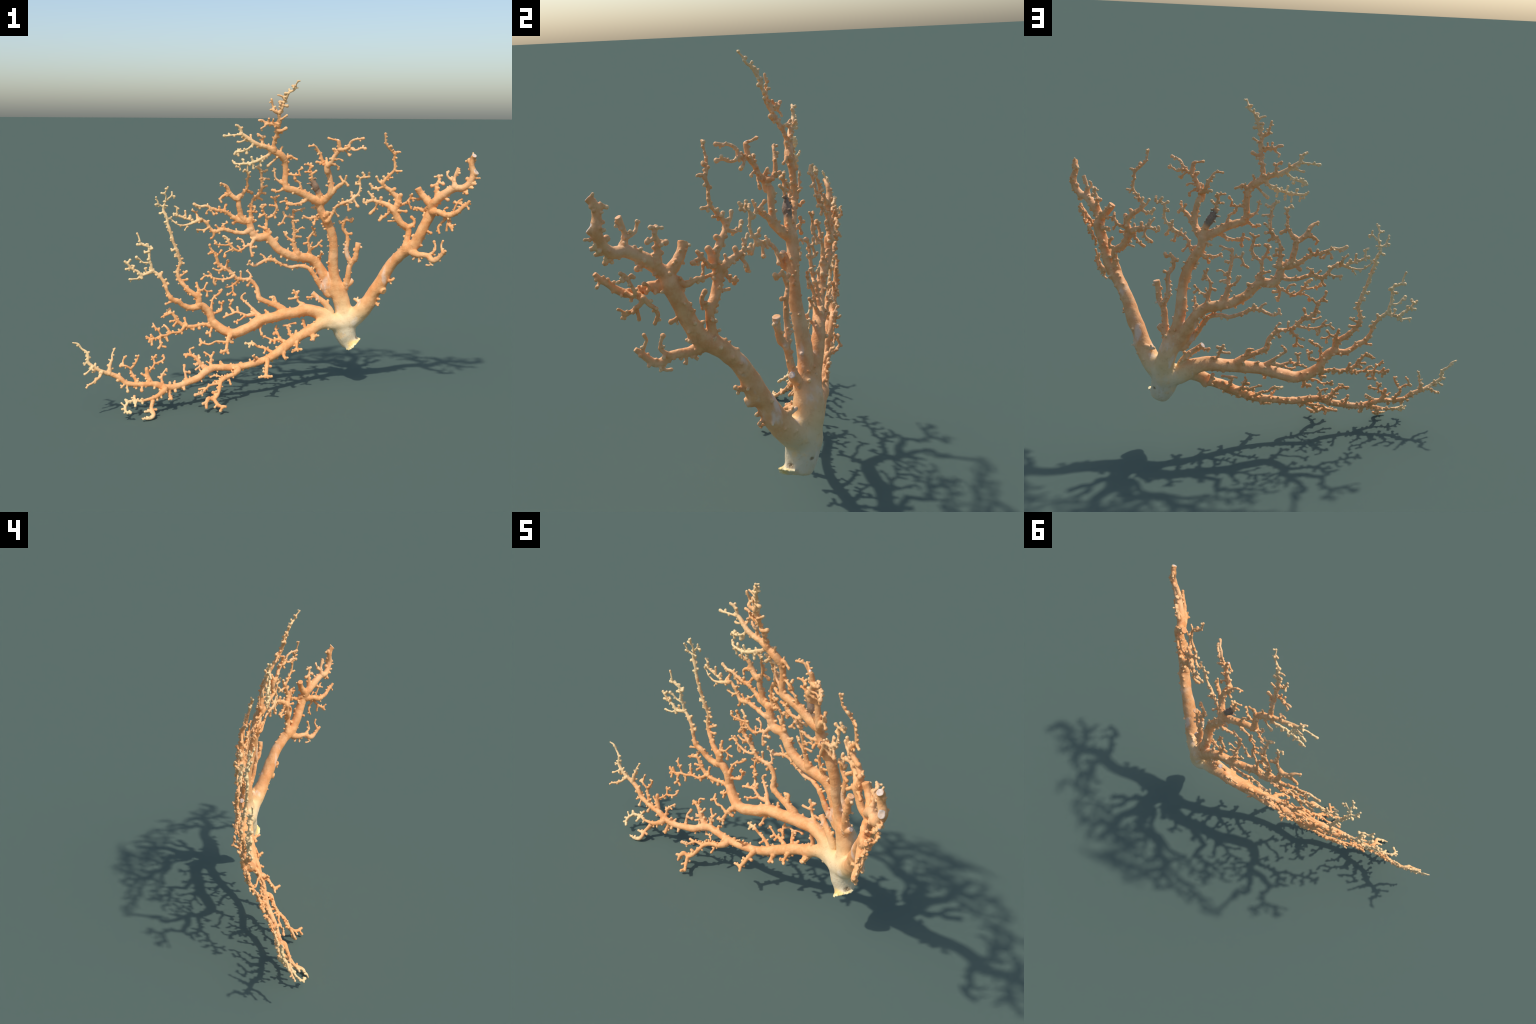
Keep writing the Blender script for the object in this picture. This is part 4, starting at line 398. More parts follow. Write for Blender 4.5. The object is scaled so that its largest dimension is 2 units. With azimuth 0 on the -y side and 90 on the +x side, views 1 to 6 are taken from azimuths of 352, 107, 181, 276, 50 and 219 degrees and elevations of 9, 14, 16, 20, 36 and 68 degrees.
grow("L1k1", "L1k", "tip", [(-0.622,-0.195,0.035,0.0070), (-0.627,-0.196,0.033,0.0063), (-0.657,-0.205,0.032,0.0060)])
grow("L1k2", "L1k", "tip", [(-0.622,-0.197,0.034,0.0058), (-0.618,-0.193,0.035,0.0053), (-0.602,-0.189,0.035,0.0053)])
grow("L1l", "L1", "tip", [(-0.533,-0.096,0.119,0.0099), (-0.532,-0.097,0.103,0.0090), (-0.533,-0.107,0.084,0.0079), (-0.523,-0.126,0.066,0.0089)])
grow("L1l1", "L1l", "tip", [(-0.527,-0.123,0.069,0.0054), (-0.536,-0.128,0.065,0.0050)])
grow("L1m", "L1", "cut", [(-0.174,0.018,0.176,0.0161), (-0.173,-0.007,0.167,0.0164), (-0.202,-0.028,0.150,0.0120), (-0.245,-0.045,0.138,0.0109), (-0.271,-0.066,0.122,0.0102), (-0.277,-0.092,0.102,0.0098), (-0.290,-0.115,0.077,0.0097), (-0.310,-0.131,0.058,0.0100), (-0.336,-0.138,0.067,0.0086), (-0.349,-0.151,0.050,0.0082), (-0.351,-0.168,0.020,0.0071)])
grow("L1m1", "L1m", "stub", [(-0.309,-0.135,0.057,0.0097), (-0.299,-0.151,0.042,0.0090), (-0.280,-0.172,0.033,0.0079), (-0.253,-0.193,0.035,0.0071)])
grow("L1m1a", "L1m1", "tip", [(-0.273,-0.179,0.034,0.0059), (-0.273,-0.179,0.032,0.0054), (-0.284,-0.195,0.016,0.0053)])
grow("L1m1b", "L1m1", "tip", [(-0.296,-0.158,0.038,0.0054), (-0.309,-0.171,0.028,0.0050)])
grow("L1m2", "L1m", "tip", [(-0.272,-0.074,0.118,0.0080), (-0.276,-0.068,0.118,0.0073), (-0.328,-0.074,0.110,0.0062), (-0.351,-0.086,0.094,0.0062), (-0.365,-0.098,0.081,0.0058), (-0.402,-0.105,0.074,0.0076)])
grow("L1m3", "L1m2", "tip", [(-0.348,-0.086,0.097,0.0056), (-0.350,-0.072,0.097,0.0058), (-0.378,-0.071,0.092,0.0069)])
grow("L1m4", "L1m", "tip", [(-0.252,-0.052,0.134,0.0061), (-0.258,-0.033,0.138,0.0055), (-0.289,-0.013,0.145,0.0044), (-0.316,-0.016,0.137,0.0052)])
grow("L1m5", "L1m", "tip", [(-0.266,-0.064,0.126,0.0060), (-0.270,-0.059,0.129,0.0055), (-0.295,-0.029,0.119,0.0052)])
grow("L1m6", "L1m", "tip", [(-0.228,-0.040,0.143,0.0065), (-0.223,-0.032,0.131,0.0059), (-0.217,-0.058,0.108,0.0062)])
grow("L1m7", "L1m", "tip", [(-0.288,-0.113,0.082,0.0064), (-0.290,-0.110,0.082,0.0058), (-0.313,-0.110,0.085,0.0065)])
grow("L1m8", "L1m", "tip", [(-0.344,-0.147,0.058,0.0059), (-0.340,-0.147,0.055,0.0054), (-0.368,-0.161,0.045,0.0064)])
grow("L1n", "L1", "tip", [(-0.014,0.061,0.201,0.0135), (-0.013,0.034,0.196,0.0123), (-0.018,0.011,0.172,0.0100), (-0.024,-0.011,0.147,0.0093), (-0.032,-0.026,0.129,0.0089)])
grow("L1n1", "L1n", "tip", [(-0.030,-0.023,0.132,0.0074), (-0.064,-0.028,0.130,0.0059)])
grow("L1n2", "L1n", "tip", [(-0.031,-0.025,0.133,0.0081), (-0.028,-0.023,0.132,0.0074), (-0.003,-0.047,0.138,0.0067)])
grow("L1n3", "L1n", "tip", [(-0.017,0.014,0.175,0.0056), (0.003,0.019,0.172,0.0060)])
grow("L1o", "L1", "stub", [(0.073,0.098,0.240,0.0104), (0.083,0.088,0.228,0.0095), (0.083,0.073,0.209,0.0083), (0.089,0.051,0.199,0.0091)])
grow("L1p", "L1", "tip", [(0.154,0.129,0.286,0.0101), (0.159,0.114,0.278,0.0092), (0.155,0.095,0.251,0.0072), (0.148,0.091,0.235,0.0061), (0.130,0.087,0.227,0.0046)])
grow("L1p1", "L1p", "tip", [(0.149,0.090,0.239,0.0057), (0.151,0.091,0.237,0.0069), (0.175,0.071,0.244,0.0061)])
grow("L1q", "L1", "cut", [(0.237,0.152,0.325,0.0196), (0.245,0.163,0.314,0.0179), (0.251,0.133,0.295,0.0133), (0.246,0.111,0.277,0.0092)])
grow("L1q1", "L1q", "tip", [(0.250,0.129,0.294,0.0093), (0.254,0.131,0.294,0.0085), (0.273,0.100,0.309,0.0061)])
grow("L1r", "L1", "tip", [(0.031,0.079,0.218,0.0105), (0.028,0.101,0.222,0.0095), (-0.018,0.107,0.249,0.0076), (-0.057,0.106,0.259,0.0068), (-0.080,0.102,0.279,0.0061), (-0.120,0.098,0.279,0.0057)])
grow("L1r1", "L1r", "tip", [(-0.092,0.099,0.279,0.0054), (-0.092,0.097,0.275,0.0053), (-0.102,0.085,0.263,0.0049)])
grow("L1r2", "L1r", "tip", [(-0.086,0.099,0.279,0.0054), (-0.086,0.100,0.277,0.0053), (-0.085,0.109,0.287,0.0049)])
grow("L1r3", "L1r", "tip", [(-0.010,0.106,0.244,0.0053), (-0.022,0.089,0.227,0.0057)])
grow("L1s", "L1", "tip", [(0.107,0.112,0.260,0.0130), (0.103,0.133,0.266,0.0118), (0.068,0.140,0.286,0.0088), (0.041,0.139,0.279,0.0061), (0.014,0.140,0.291,0.0057), (-0.021,0.145,0.303,0.0050)])
grow("L1s1", "L1s", "tip", [(0.068,0.138,0.286,0.0079), (0.070,0.149,0.285,0.0073), (0.063,0.158,0.316,0.0065), (0.050,0.169,0.336,0.0058), (0.058,0.171,0.354,0.0058)])
grow("L1s2", "L1s1", "tip", [(0.061,0.158,0.319,0.0058), (0.058,0.158,0.317,0.0058), (0.041,0.153,0.313,0.0073)])
grow("L1s3", "L1s1", "tip", [(0.055,0.163,0.329,0.0051), (0.057,0.165,0.329,0.0046), (0.070,0.189,0.333,0.0050)])
grow("L1s4", "L1s", "tip", [(0.026,0.138,0.286,0.0053), (0.025,0.138,0.283,0.0050), (0.015,0.126,0.271,0.0054)])
grow("L1s5", "L1s", "tip", [(0.045,0.138,0.279,0.0050), (0.040,0.128,0.268,0.0054)])
grow("L1t", "L1", "tip", [(0.148,0.127,0.283,0.0106), (0.140,0.148,0.295,0.0096), (0.124,0.161,0.320,0.0077), (0.120,0.168,0.346,0.0069), (0.114,0.171,0.353,0.0058), (0.097,0.175,0.352,0.0050)])
grow("L1t1", "L1t", "tip", [(0.117,0.167,0.349,0.0059), (0.122,0.173,0.351,0.0070), (0.138,0.184,0.359,0.0062), (0.164,0.187,0.360,0.0062)])
grow("L1u", "L1", "tip", [(0.225,0.149,0.320,0.0107), (0.224,0.199,0.325,0.0097), (0.215,0.203,0.353,0.0086), (0.209,0.202,0.371,0.0093)])
grow("L1v", "L1", "tip", [(-0.051,0.047,0.193,0.0091), (-0.052,0.055,0.199,0.0083), (-0.075,0.031,0.215,0.0064), (-0.093,0.008,0.235,0.0059)])
grow("L1w", "L1", "tip", [(-0.161,0.020,0.177,0.0074), (-0.162,0.028,0.183,0.0067), (-0.153,0.034,0.189,0.0075)])
grow("L1x", "L1", "tip", [(0.168,0.133,0.293,0.0076), (0.160,0.149,0.308,0.0069), (0.164,0.164,0.322,0.0070)])
grow("L1nb0", "L1", "tip", [(-0.740,-0.121,0.155,0.0051), (-0.742,-0.124,0.146,0.0046), (-0.739,-0.141,0.118,0.0064)])
grow("L1nb1", "L1", "tip", [(-0.668,-0.117,0.145,0.0051), (-0.668,-0.119,0.138,0.0046), (-0.670,-0.133,0.117,0.0071)])
grow("L1nb2", "L1", "tip", [(-0.528,-0.095,0.119,0.0052), (-0.528,-0.088,0.126,0.0047), (-0.528,-0.082,0.136,0.0054)])
grow("L1nb3", "L1", "tip", [(-0.504,-0.089,0.118,0.0052), (-0.504,-0.081,0.127,0.0047), (-0.503,-0.072,0.140,0.0047)])
grow("L1nb4", "L1", "tip", [(-0.749,-0.121,0.158,0.0051), (-0.756,-0.125,0.151,0.0046), (-0.769,-0.136,0.138,0.0057)])
grow("L1nb5", "L1", "tip", [(-0.900,-0.139,0.248,0.0050), (-0.897,-0.135,0.250,0.0046), (-0.894,-0.129,0.262,0.0049)])
grow("L1nb6", "L1", "tip", [(-0.895,-0.138,0.244,0.0050), (-0.899,-0.140,0.237,0.0046), (-0.898,-0.144,0.226,0.0042)])
grow("L1nb7", "L1", "tip", [(-0.929,-0.139,0.275,0.0050), (-0.938,-0.141,0.272,0.0045), (-0.945,-0.147,0.263,0.0042)])
grow("L1nb8", "L1", "tip", [(-0.781,-0.120,0.184,0.0051), (-0.779,-0.117,0.186,0.0046), (-0.779,-0.110,0.199,0.0050)])
grow("L1nb9", "L1", "tip", [(-0.772,-0.120,0.178,0.0051), (-0.776,-0.122,0.173,0.0046), (-0.788,-0.127,0.171,0.0050)])
grow("L1nb10", "L1", "tip", [(-0.461,-0.075,0.127,0.0052), (-0.456,-0.082,0.114,0.0047), (-0.457,-0.091,0.102,0.0051)])
grow("L1nb11", "L1", "tip", [(-0.504,-0.089,0.118,0.0052), (-0.504,-0.095,0.105,0.0047), (-0.502,-0.101,0.097,0.0054)])
grow("L1nb12", "L1", "tip", [(-0.262,0.002,0.183,0.0053), (-0.261,0.012,0.192,0.0048), (-0.261,0.021,0.205,0.0059)])

# --- families -------------------------------------------------------------
LIMBS = ("stem", "R", "R_b", "M", "M1", "M2", "M2a", "M2b", "M3", "L1", "L2", "L2a", "L2b", "L2i")


def limb_of(name):
    while name not in LIMBS:
        name = spines[name]["parent"]
    return name


def front_of(name):
    """The side of the fan that faced away from the polyps: it stays smooth."""
    if name[0] == "R":
        v = (-0.45, -0.85, 0.15)
    elif name[0] == "L":
        v = (0.40, -0.85, 0.35)
    else:
        v = (0.05, -0.98, 0.15)
    return np.array(v) / np.linalg.norm(v)


# --- sweeping -------------------------------------------------------------
def thread(P, step):
    """Centripetal-like Catmull-Rom through P (x, y, z, r), resampled."""
    n = len(P)
    if n == 2:
        m = max(2, int(np.linalg.norm(P[1, :3] - P[0, :3]) / step) + 1)
        t = np.linspace(0, 1, m)[:, None]
        return P[0] * (1 - t) + P[1] * t
    ext = np.vstack([2 * P[0] - P[1], P, 2 * P[-1] - P[-2]])
    out = []
    for i in range(1, n):
        a, b, c, d = ext[i - 1], ext[i], ext[i + 1], ext[i + 2]
        seg = np.linalg.norm(c[:3] - b[:3])
        m = max(2, int(seg / step) + 1)
        la = max(np.linalg.norm(b[:3] - a[:3]), 1e-6)
        ld = max(np.linalg.norm(d[:3] - c[:3]), 1e-6)
        ta = (c - a) / (la + seg) * seg
        td = (d - b) / (ld + seg) * seg
        t = np.linspace(0, 1, m, endpoint=(i == n - 1))[:, None]
        h = 2 * t**3 - 3 * t**2 + 1, t**3 - 2 * t**2 + t, -2 * t**3 + 3 * t**2, t**3 - t**2
        out.append(h[0] * b + h[1] * ta + h[2] * c + h[3] * td)
    Q = np.vstack(out)
    Q[:, 3] = np.clip(Q[:, 3], P[:, 3].min() * 0.9, P[:, 3].max() * 1.05)
    return Q


verts, faces = [], []


def sweep(Q, flat_end, sides=None, round_start=False, squash=None):
    """Closed tube around the samples Q (x, y, z, r) with round or flat ends."""
    P, R = Q[:, :3], Q[:, 3]
    tang = np.gradient(P, axis=0)
    tang /= np.linalg.norm(tang, axis=1)[:, None] + 1e-12
    if not flat_end:  # hemispherical tip
        k = [0.35, 0.65, 0.87, 0.97]
        P = np.vstack([P] + [P[-1] + tang[-1] * R[-1] * a for a in k])
        tang = np.vstack([tang] + [tang[-1]] * len(k))
        R = np.concatenate([R, [R[-1] * math.sqrt(1 - a * a) for a in k]])
    if round_start:
        k = [0.97, 0.87, 0.65, 0.35]
        P = np.vstack([P[0] - tang[0] * R[0] * a for a in k] + list(P))
        tang = np.vstack([tang[0]] * len(k) + list(tang))
        R = np.concatenate([[R[0] * math.sqrt(1 - a * a) for a in k], R])
    if sides is None:
        sides = int(min(40, max(9, R.max() * 2 * math.pi / 0.0035)))
    ref = np.cross(tang[0], (0.0, 0.0, 1.0))
    if np.linalg.norm(ref) < 0.05:
        ref = np.cross(tang[0], (0.0, 1.0, 0.0))
    base = len(verts)
    ang = np.linspace(0, 2 * math.pi, sides, endpoint=False)
    ca, sa = np.cos(ang)[:, None], np.sin(ang)[:, None]
    for p, t, r in zip(P, tang, R):
        ref = ref - t * (ref @ t)
        ref /= np.linalg.norm(ref)
        other = np.cross(t, ref)
        ring = r * (ca * ref + sa * other)
        if squash is not None:  # limbs are flatter across the fan than along it
            f = squash[0] - t * (squash[0] @ t)
            f /= np.linalg.norm(f) + 1e-9
            ring = ring - (1 - squash[1]) * (ring @ f)[:, None] * f
        verts.extend(map(tuple, p + ring))
    n = len(P)
    for i in range(n - 1):
        a, b = base + i * sides, base + (i + 1) * sides
        for j in range(sides):
            k = (j + 1) % sides
            faces.append((a + j, a + k, b + k, b + j))
    faces.append(tuple(base + j for j in reversed(range(sides))))
    faces.append(tuple(base + (n - 1) * sides + j for j in range(sides)))


skin_of = []  # for every vertex of the raw tubes: owner id, tube radius
owners = []  # owner id -> (kind, name)
polyp_ids = {}
SWELL = 0.0001


def own(kind, name):
    owners.append((kind, name))
    return len(owners) - 1


for name, s in spines.items():
    rng = np.random.default_rng(zlib.crc32(name.encode()))  # each branch keeps its own chance
    Q = thread(s["pts"], 0.006)
    arc = np.concatenate([[0], np.cumsum(np.linalg.norm(np.diff(Q[:, :3], axis=0), axis=1))])
    length = arc[-1]
    seedv = rng.uniform(0, 100)
    # thickness is never even: slow swellings, more marked on twigs
    amount = 0.06 if Q[:, 3].max() > 0.02 else 0.15
    Q[:, 3] *= 1 + amount * np.array([noise.noise((seedv, a * 55, 0)) for a in arc])
    if Q[:, 3].max() < 0.02 and len(Q) > 4:  # and the axis wanders a little
        wob = np.array([[noise.noise((seedv + 9 * k, a * 45, 3)) for k in range(3)] for a in arc])
        Q[1:-1, :3] += 0.0022 * wob[1:-1]
    if s["end"] == "tip" and 0.0038 < Q[-1, 3] < 0.008 and length > 0.012:  # polyp heads swell the tips
        Q[:, 3] *= 0.93 + rng.uniform(0.15, 0.45) * np.exp(-((length - arc) / 0.0055) ** 2)
    if len(s["pts"]) <= 3 and s["end"] == "tip" and length < 0.034 and Q[:, 3].max() < 0.009:
        head = Q[-1, 3]  # a single polyp: thin stalk, round head
        Q[:, 3] = head * (0.66 + 0.40 * np.exp(-((length - arc) / 0.006) ** 2))
    if s["parent"]:  # fillet where it leaves its parent
        par = spines[s["parent"]]["Q"]
        d = np.linalg.norm(par[:, :3] - Q[0, :3], axis=1)
        pr = par[d.argmin(), 3]
        r0 = Q[min(3, len(Q) - 1), 3]
        flare = 1 + (0.38 if r0 < 0.02 else 0.1) * np.exp(-np.maximum(arc - pr, 0) / (0.9 * r0))
        Q[:, 3] = np.minimum(Q[:, 3] * flare, np.maximum(Q[:, 3], 0.92 * pr))
    Q[:, 3] += SWELL
    s["Q"], s["arc"] = Q, arc
    first = len(verts)
    s["flat"] = {"stem": 1.0, "M": 1.22, "M2": 1.0, "R": 1.06, "L2": 1.18}.get(name, 0.88 if Q[:, 3].max() > 0.012 else 0.95)
    sweep(Q, s["end"] != "tip", round_start=name != "stem", squash=(front_of(name), s["flat"]))
    kind = "limb" if name in LIMBS else ("branch" if length > 0.085 else "twig")
    s["id"] = own(kind, name)
    per = (len(verts) - first) / len(Q)
    head_id = s["id"]
    if s["end"] == "tip" and Q[-1, 3] < 0.0085:  # the living heads at the tips are paler
        limb = limb_of(name)
        if limb not in polyp_ids:
            polyp_ids[limb] = own("polyps", limb)
        head_id = polyp_ids[limb]
    for i in range(len(verts) - first):
        k = min(int(i / per), len(Q) - 1)
        skin_of.append((head_id if arc[k] > max(length - 0.007, length * 0.5) else s["id"], Q[k, 3]))

# --- polyps ---------------------------------------------------------------
for name, s in spines.items():
    rng = np.random.default_rng(zlib.crc32(name.encode()) + 1)
    Q, arc = s["Q"], s["arc"]
    if len(s["pts"]) < 3 and arc[-1] < 0.03 or name == "stem":
        continue
    limb = limb_of(name)
    if limb not in polyp_ids:
        polyp_ids[limb] = own("polyps", limb)
    front = front_of(name)
    start = 0.0
    if s["parent"]:
        pq = spines[s["parent"]]["Q"]
        start = pq[np.linalg.norm(pq[:, :3] - Q[0, :3], axis=1).argmin(), 3]
    at = start + rng.uniform(0.004, 0.010)
    limit = arc[-1] - (0.005 if s["end"] == "tip" else 0.010)
    while at < limit:
        i = int(np.searchsorted(arc, at))
        i = min(max(i, 1), len(Q) - 1)
        p, r = Q[i, :3], Q[i, 3]
        t = Q[i, :3] - Q[i - 1, :3]
        t /= np.linalg.norm(t) + 1e-12
        gap = 0.0125 if r > 0.006 else 0.0150
        if name in ("R", "M", "M1", "L2", "L1", "M2") and r > 0.024:
            gap = 0.017 if r < 0.034 else 0.06
        if r < 0.0085 and arc[-1] < 0.075:  # short twigs are nearly bare
            gap *= 2.4
        gap *= 1 + 0.6 * noise.noise((at * 22, len(name) * 3.1, p[0] * 5))
        at += gap * rng.uniform(0.5, 1.8)
        f = front - t * (front @ t)
        f /= np.linalg.norm(f) + 1e-9
        side = np.cross(t, f)
        a = rng.normal(math.pi / 2 + 0.25, 0.55) * rng.choice((-1, 1))
        if rng.random() < 0.3:
            a = rng.uniform(1.7, 2 * math.pi - 1.7)
        radial = math.cos(a) * f + math.sin(a) * side
        if math.cos(a) > 0.45:
            continue
        r *= math.sqrt(1 - (1 - min(s["flat"], 1) ** 2) * math.cos(a) ** 2)
        lean = radial + t * rng.normal(0.25, 0.25)
        lean /= np.linalg.norm(lean)
        big = rng.random()
        tall = 0.0006 + 0.0085 * big**2.4
        head = rng.uniform(0.0046, 0.0074) * min(1.0, 0.8 + r / 0.04)
        root = p + radial * (r - 0.0035)
        neck = p + radial * (r - 0.0005)
        tip = p + radial * r + lean * tall
        pid = polyp_ids[limb] if tall > 0.0036 else s["id"]
        first = len(verts)
        sweep(np.array([[*root, head * 1.1], [*neck, head * (0.95 if big < 0.5 else 0.78)], [*tip, head]]), False, sides=9)
        # its foot stays part of the branch, only the knob is polyp tissue
        skin_of += [(s["id"], r)] * 18 + [(pid, head)] * (len(verts) - first - 18)

# --- the lip at the foot, where the coral was pried off its rock -----------
lip_id = own("base_rim", "stem")
foot = Vector(spines["stem"]["pts"][0, :3])
up = (Vector(spines["stem"]["pts"][2, :3]) - foot).normalized()
rim = ((0.440, 0.150, 0.212), (0.450, 0.135, 0.214), (0.465, 0.118, 0.227), (0.486, 0.116, 0.250), (0.502, 0.128, 0.261), (0.522, 0.160, 0.270), (0.520, 0.185, 0.268))
edge = thread(np.array([(*p, 0.0) for p in rim]), 0.004)[:, :3]
first = len(verts)
for i, p in enumerate(edge):
    p = Vector(p) + Vector([0.0055 * noise.noise((i * 0.8, 3.0 * k, 1.0)) for k in range(3)])
    out = p - foot
    out = (out - up * out.dot(up)).normalized()
    thin = 0.004 + 0.002 * noise.noise((i * 0.3, 7.0, 0.0))
    verts.extend(map(tuple, (foot - up * 0.002, p - up * thin * 0.4, p + up * thin * 0.6, foot + out * 0.040 + up * 0.030, foot + up * 0.040)))
n = len(edge)
for i in range(n - 1):
    a, b = first + 5 * i, first + 5 * (i + 1)
    for j in range(5):
        k = (j + 1) % 5
        faces.append((a + j, b + j, b + k, a + k))
faces.append(tuple(first + j for j in range(5)))
faces.append(tuple(first + 5 * (n - 1) + j for j in reversed(range(5))))
skin_of += [(lip_id, 0.006)] * (len(verts) - first)

# --- one skin -------------------------------------------------------------
raw = bpy.data.meshes.new("skin")
raw.from_pydata(verts, [], faces)
body = bpy.data.objects.new("skin", raw)
bpy.context.scene.collection.objects.link(body)
mod = body.modifiers.new("fuse", "REMESH")
mod.mode = "VOXEL"
mod.voxel_size = VOXEL
graph = bpy.context.evaluated_depsgraph_get()
skin = bpy.data.meshes.new_from_object(body.evaluated_get(graph))
bpy.data.objects.remove(body)
bpy.data.meshes.remove(raw)

nv, nf = len(skin.vertices), len(skin.polygons)
V = np.empty(nv * 3, np.float32)
skin.vertices.foreach_get("co", V)
V = V.reshape(-1, 3).astype(float)
E = np.empty(len(skin.edges) * 2, np.int32)
skin.edges.foreach_get("vertices", E)
E = E.reshape(-1, 2)
F = np.empty(len(skin.loops), np.int32)
skin.loops.foreach_get("vertex_index", F)
F = F.reshape(-1, 4)
deg = np.bincount(E.ravel(), minlength=nv).astype(float)[:, None]


def relax(V, k):
    acc = np.zeros_like(V)
    for c in range(3):
        acc[:, c] = np.bincount(E[:, 0], V[E[:, 1], c], nv) + np.bincount(E[:, 1], V[E[:, 0], c], nv)
    return V + k * (acc / deg - V)


for _ in range(2):
    V = relax(V, 0.5)
for _ in range(4):
    V = relax(relax(V, 0.5), -0.52)


def normals(V):
    a, b, c, d = (V[F[:, i]] for i in range(4))
    n = np.cross(c - a, d - b)
    acc = np.zeros_like(V)
    for i in range(4):
        for k in range(3):
            acc[:, k] += np.bincount(F[:, i], n[:, k], nv)
    return acc / (np.linalg.norm(acc, axis=1)[:, None] + 1e-12)


# the nearest tube decides which part a point of the skin belongs to
tree = KDTree(len(verts))
for i, p in enumerate(verts):
    tree.insert(p, i)
tree.balance()
near = np.fromiter((tree.find(v)[1] for v in V), np.int64, nv)
owner = np.array([o for o, r in skin_of], np.int32)[near]
thick = np.array([r for o, r in skin_of])[near]

# the heavy limbs run into one another without a crease
w = np.clip((thick - 0.020) / 0.014, 0, 1)
w = (w * w * (3 - 2 * w))[:, None]
heavy = (w[E[:, 0], 0] > 0) | (w[E[:, 1], 0] > 0)
EH = E[heavy]
ids_h = np.unique(EH)
pos = np.full(nv, -1)
pos[ids_h] = np.arange(len(ids_h))
EH = pos[EH]
VH, wh = V[ids_h], w[ids_h] * 0.85
dh = np.bincount(EH.ravel(), minlength=len(ids_h)).astype(float)[:, None]
for _ in range(120):
    acc = np.empty_like(VH)
    for c in range(3):
        acc[:, c] = np.bincount(EH[:, 0], VH[EH[:, 1], c], len(VH)) + np.bincount(EH[:, 1], VH[EH[:, 0], c], len(VH))
    VH = VH + wh * (acc / dh - VH)
V[ids_h] = VH

# surface relief: lumps and fine grain, quieter on the smooth heavy limbs
N = normals(V)
lump = np.array([noise.noise(v * 38.0) for v in map(Vector, V)])
grain = np.random.default_rng(7).normal(0, 1, (nv, 1))
for _ in range(3):  # speckle, softened over a few millimetres
    grain = np.hstack([relax(np.repeat(grain, 3, 1), 0.8)[:, :1]])
grain = grain[:, 0] / grain.std()
soft = np.clip(thick / 0.03, 0, 1)
bulk = np.zeros(nv)  # slow dents and swellings of the heavy limbs
for i in np.flatnonzero(thick > 0.012):
    bulk[i] = noise.noise(Vector(V[i]) * 17.0) * min(1.0, thick[i] / 0.03)
V = V + N * (bulk * 0.0035 + lump * 0.0011 + grain * (0.00028 - 0.00014 * soft))[:, None]
N = normals(V)

# bored pits in the foot
for pit, wide, deep in (((0.496, 0.165, 0.274), 0.010, 0.007), ((0.480, 0.233, 0.302), 0.006, 0.005), ((0.455, 0.236, 0.262), 0.004, 0.004)):
    fall = np.exp(-((V - np.array(pit)) ** 2).sum(1) / wide**2)
    V = V - N * (deep * fall)[:, None]
V[:, 2] = np.maximum(V[:, 2], 0.0005)
N = normals(V)

# --- materials ------------------------------------------------------------
def spot(nt, coord, centre, radii, soft=0.5):
    """1 inside an ellipsoid about centre, fading to 0 outside."""
    sub = nt.nodes.new("ShaderNodeVectorMath")
    sub.operation = "SUBTRACT"
    sub.inputs[1].default_value = centre
    nt.links.new(coord, sub.inputs[0])
    div = nt.nodes.new("ShaderNodeVectorMath")
    div.operation = "DIVIDE"
    div.inputs[1].default_value = radii
    nt.links.new(sub.outputs[0], div.inputs[0])
    ln = nt.nodes.new("ShaderNodeVectorMath")
    ln.operation = "LENGTH"
    nt.links.new(div.outputs[0], ln.inputs[0])
    m = nt.nodes.new("ShaderNodeMapRange")
    m.interpolation_type = "SMOOTHSTEP"
    m.inputs["From Min"].default_value = 1 + soft
    m.inputs["From Max"].default_value = 1 - soft
    nt.links.new(ln.outputs["Value"], m.inputs["Value"])
    return m.outputs[0]


def math_node(nt, op, a, b):
    n = nt.nodes.new("ShaderNodeMath")
    n.operation = op
    n.use_clamp = True
    for k, x in enumerate((a, b)):
        if isinstance(x, (int, float)):
            n.inputs[k].default_value = x
        else:
            nt.links.new(x, n.inputs[k])
    return n.outputs[0]


def mix(nt, fac, a, b):
    n = nt.nodes.new("ShaderNodeMix")
    n.data_type = "RGBA"
    for sock, x in ((n.inputs[0], fac), (n.inputs[6], a), (n.inputs[7], b)):
        if isinstance(x, (int, float)):
            sock.default_value = x
        elif isinstance(x, tuple):
            sock.default_value = (*x, 1)
        else:
            nt.links.new(x, sock)
    return n.outputs[2]


def tex_noise(nt, coord, scale, detail=3, rough=0.55):
    n = nt.nodes.new("ShaderNodeTexNoise")
    n.inputs["Scale"].default_value = scale
    n.inputs["Detail"].default_value = detail
    n.inputs["Roughness"].default_value = rough
    nt.links.new(coord, n.inputs["Vector"])
    return n.outputs["Fac"]


def ramp(nt, fac, lo, hi):
    m = nt.nodes.new("ShaderNodeMapRange")
    m.interpolation_type = "SMOOTHSTEP"
    m.inputs["From Min"].default_value = lo
    m.inputs["From Max"].default_value = hi
    nt.links.new(fac, m.inputs["Value"])
    return m.outputs[0]


PEACH = (0.89, 0.455, 0.19)
DEEP = (0.79, 0.335, 0.115)
ROSE = (0.87, 0.52, 0.27)
PALE = (0.86, 0.64, 0.33)
CREAM = (0.86, 0.61, 0.30)
STALK = (0.70, 0.585, 0.39)
BLEACH = (0.84, 0.72, 0.60)
DEAD = (0.27, 0.17, 0.11)


def end_of(name, k=-1):
    return tuple(spines[name]["pts"][k, :3])


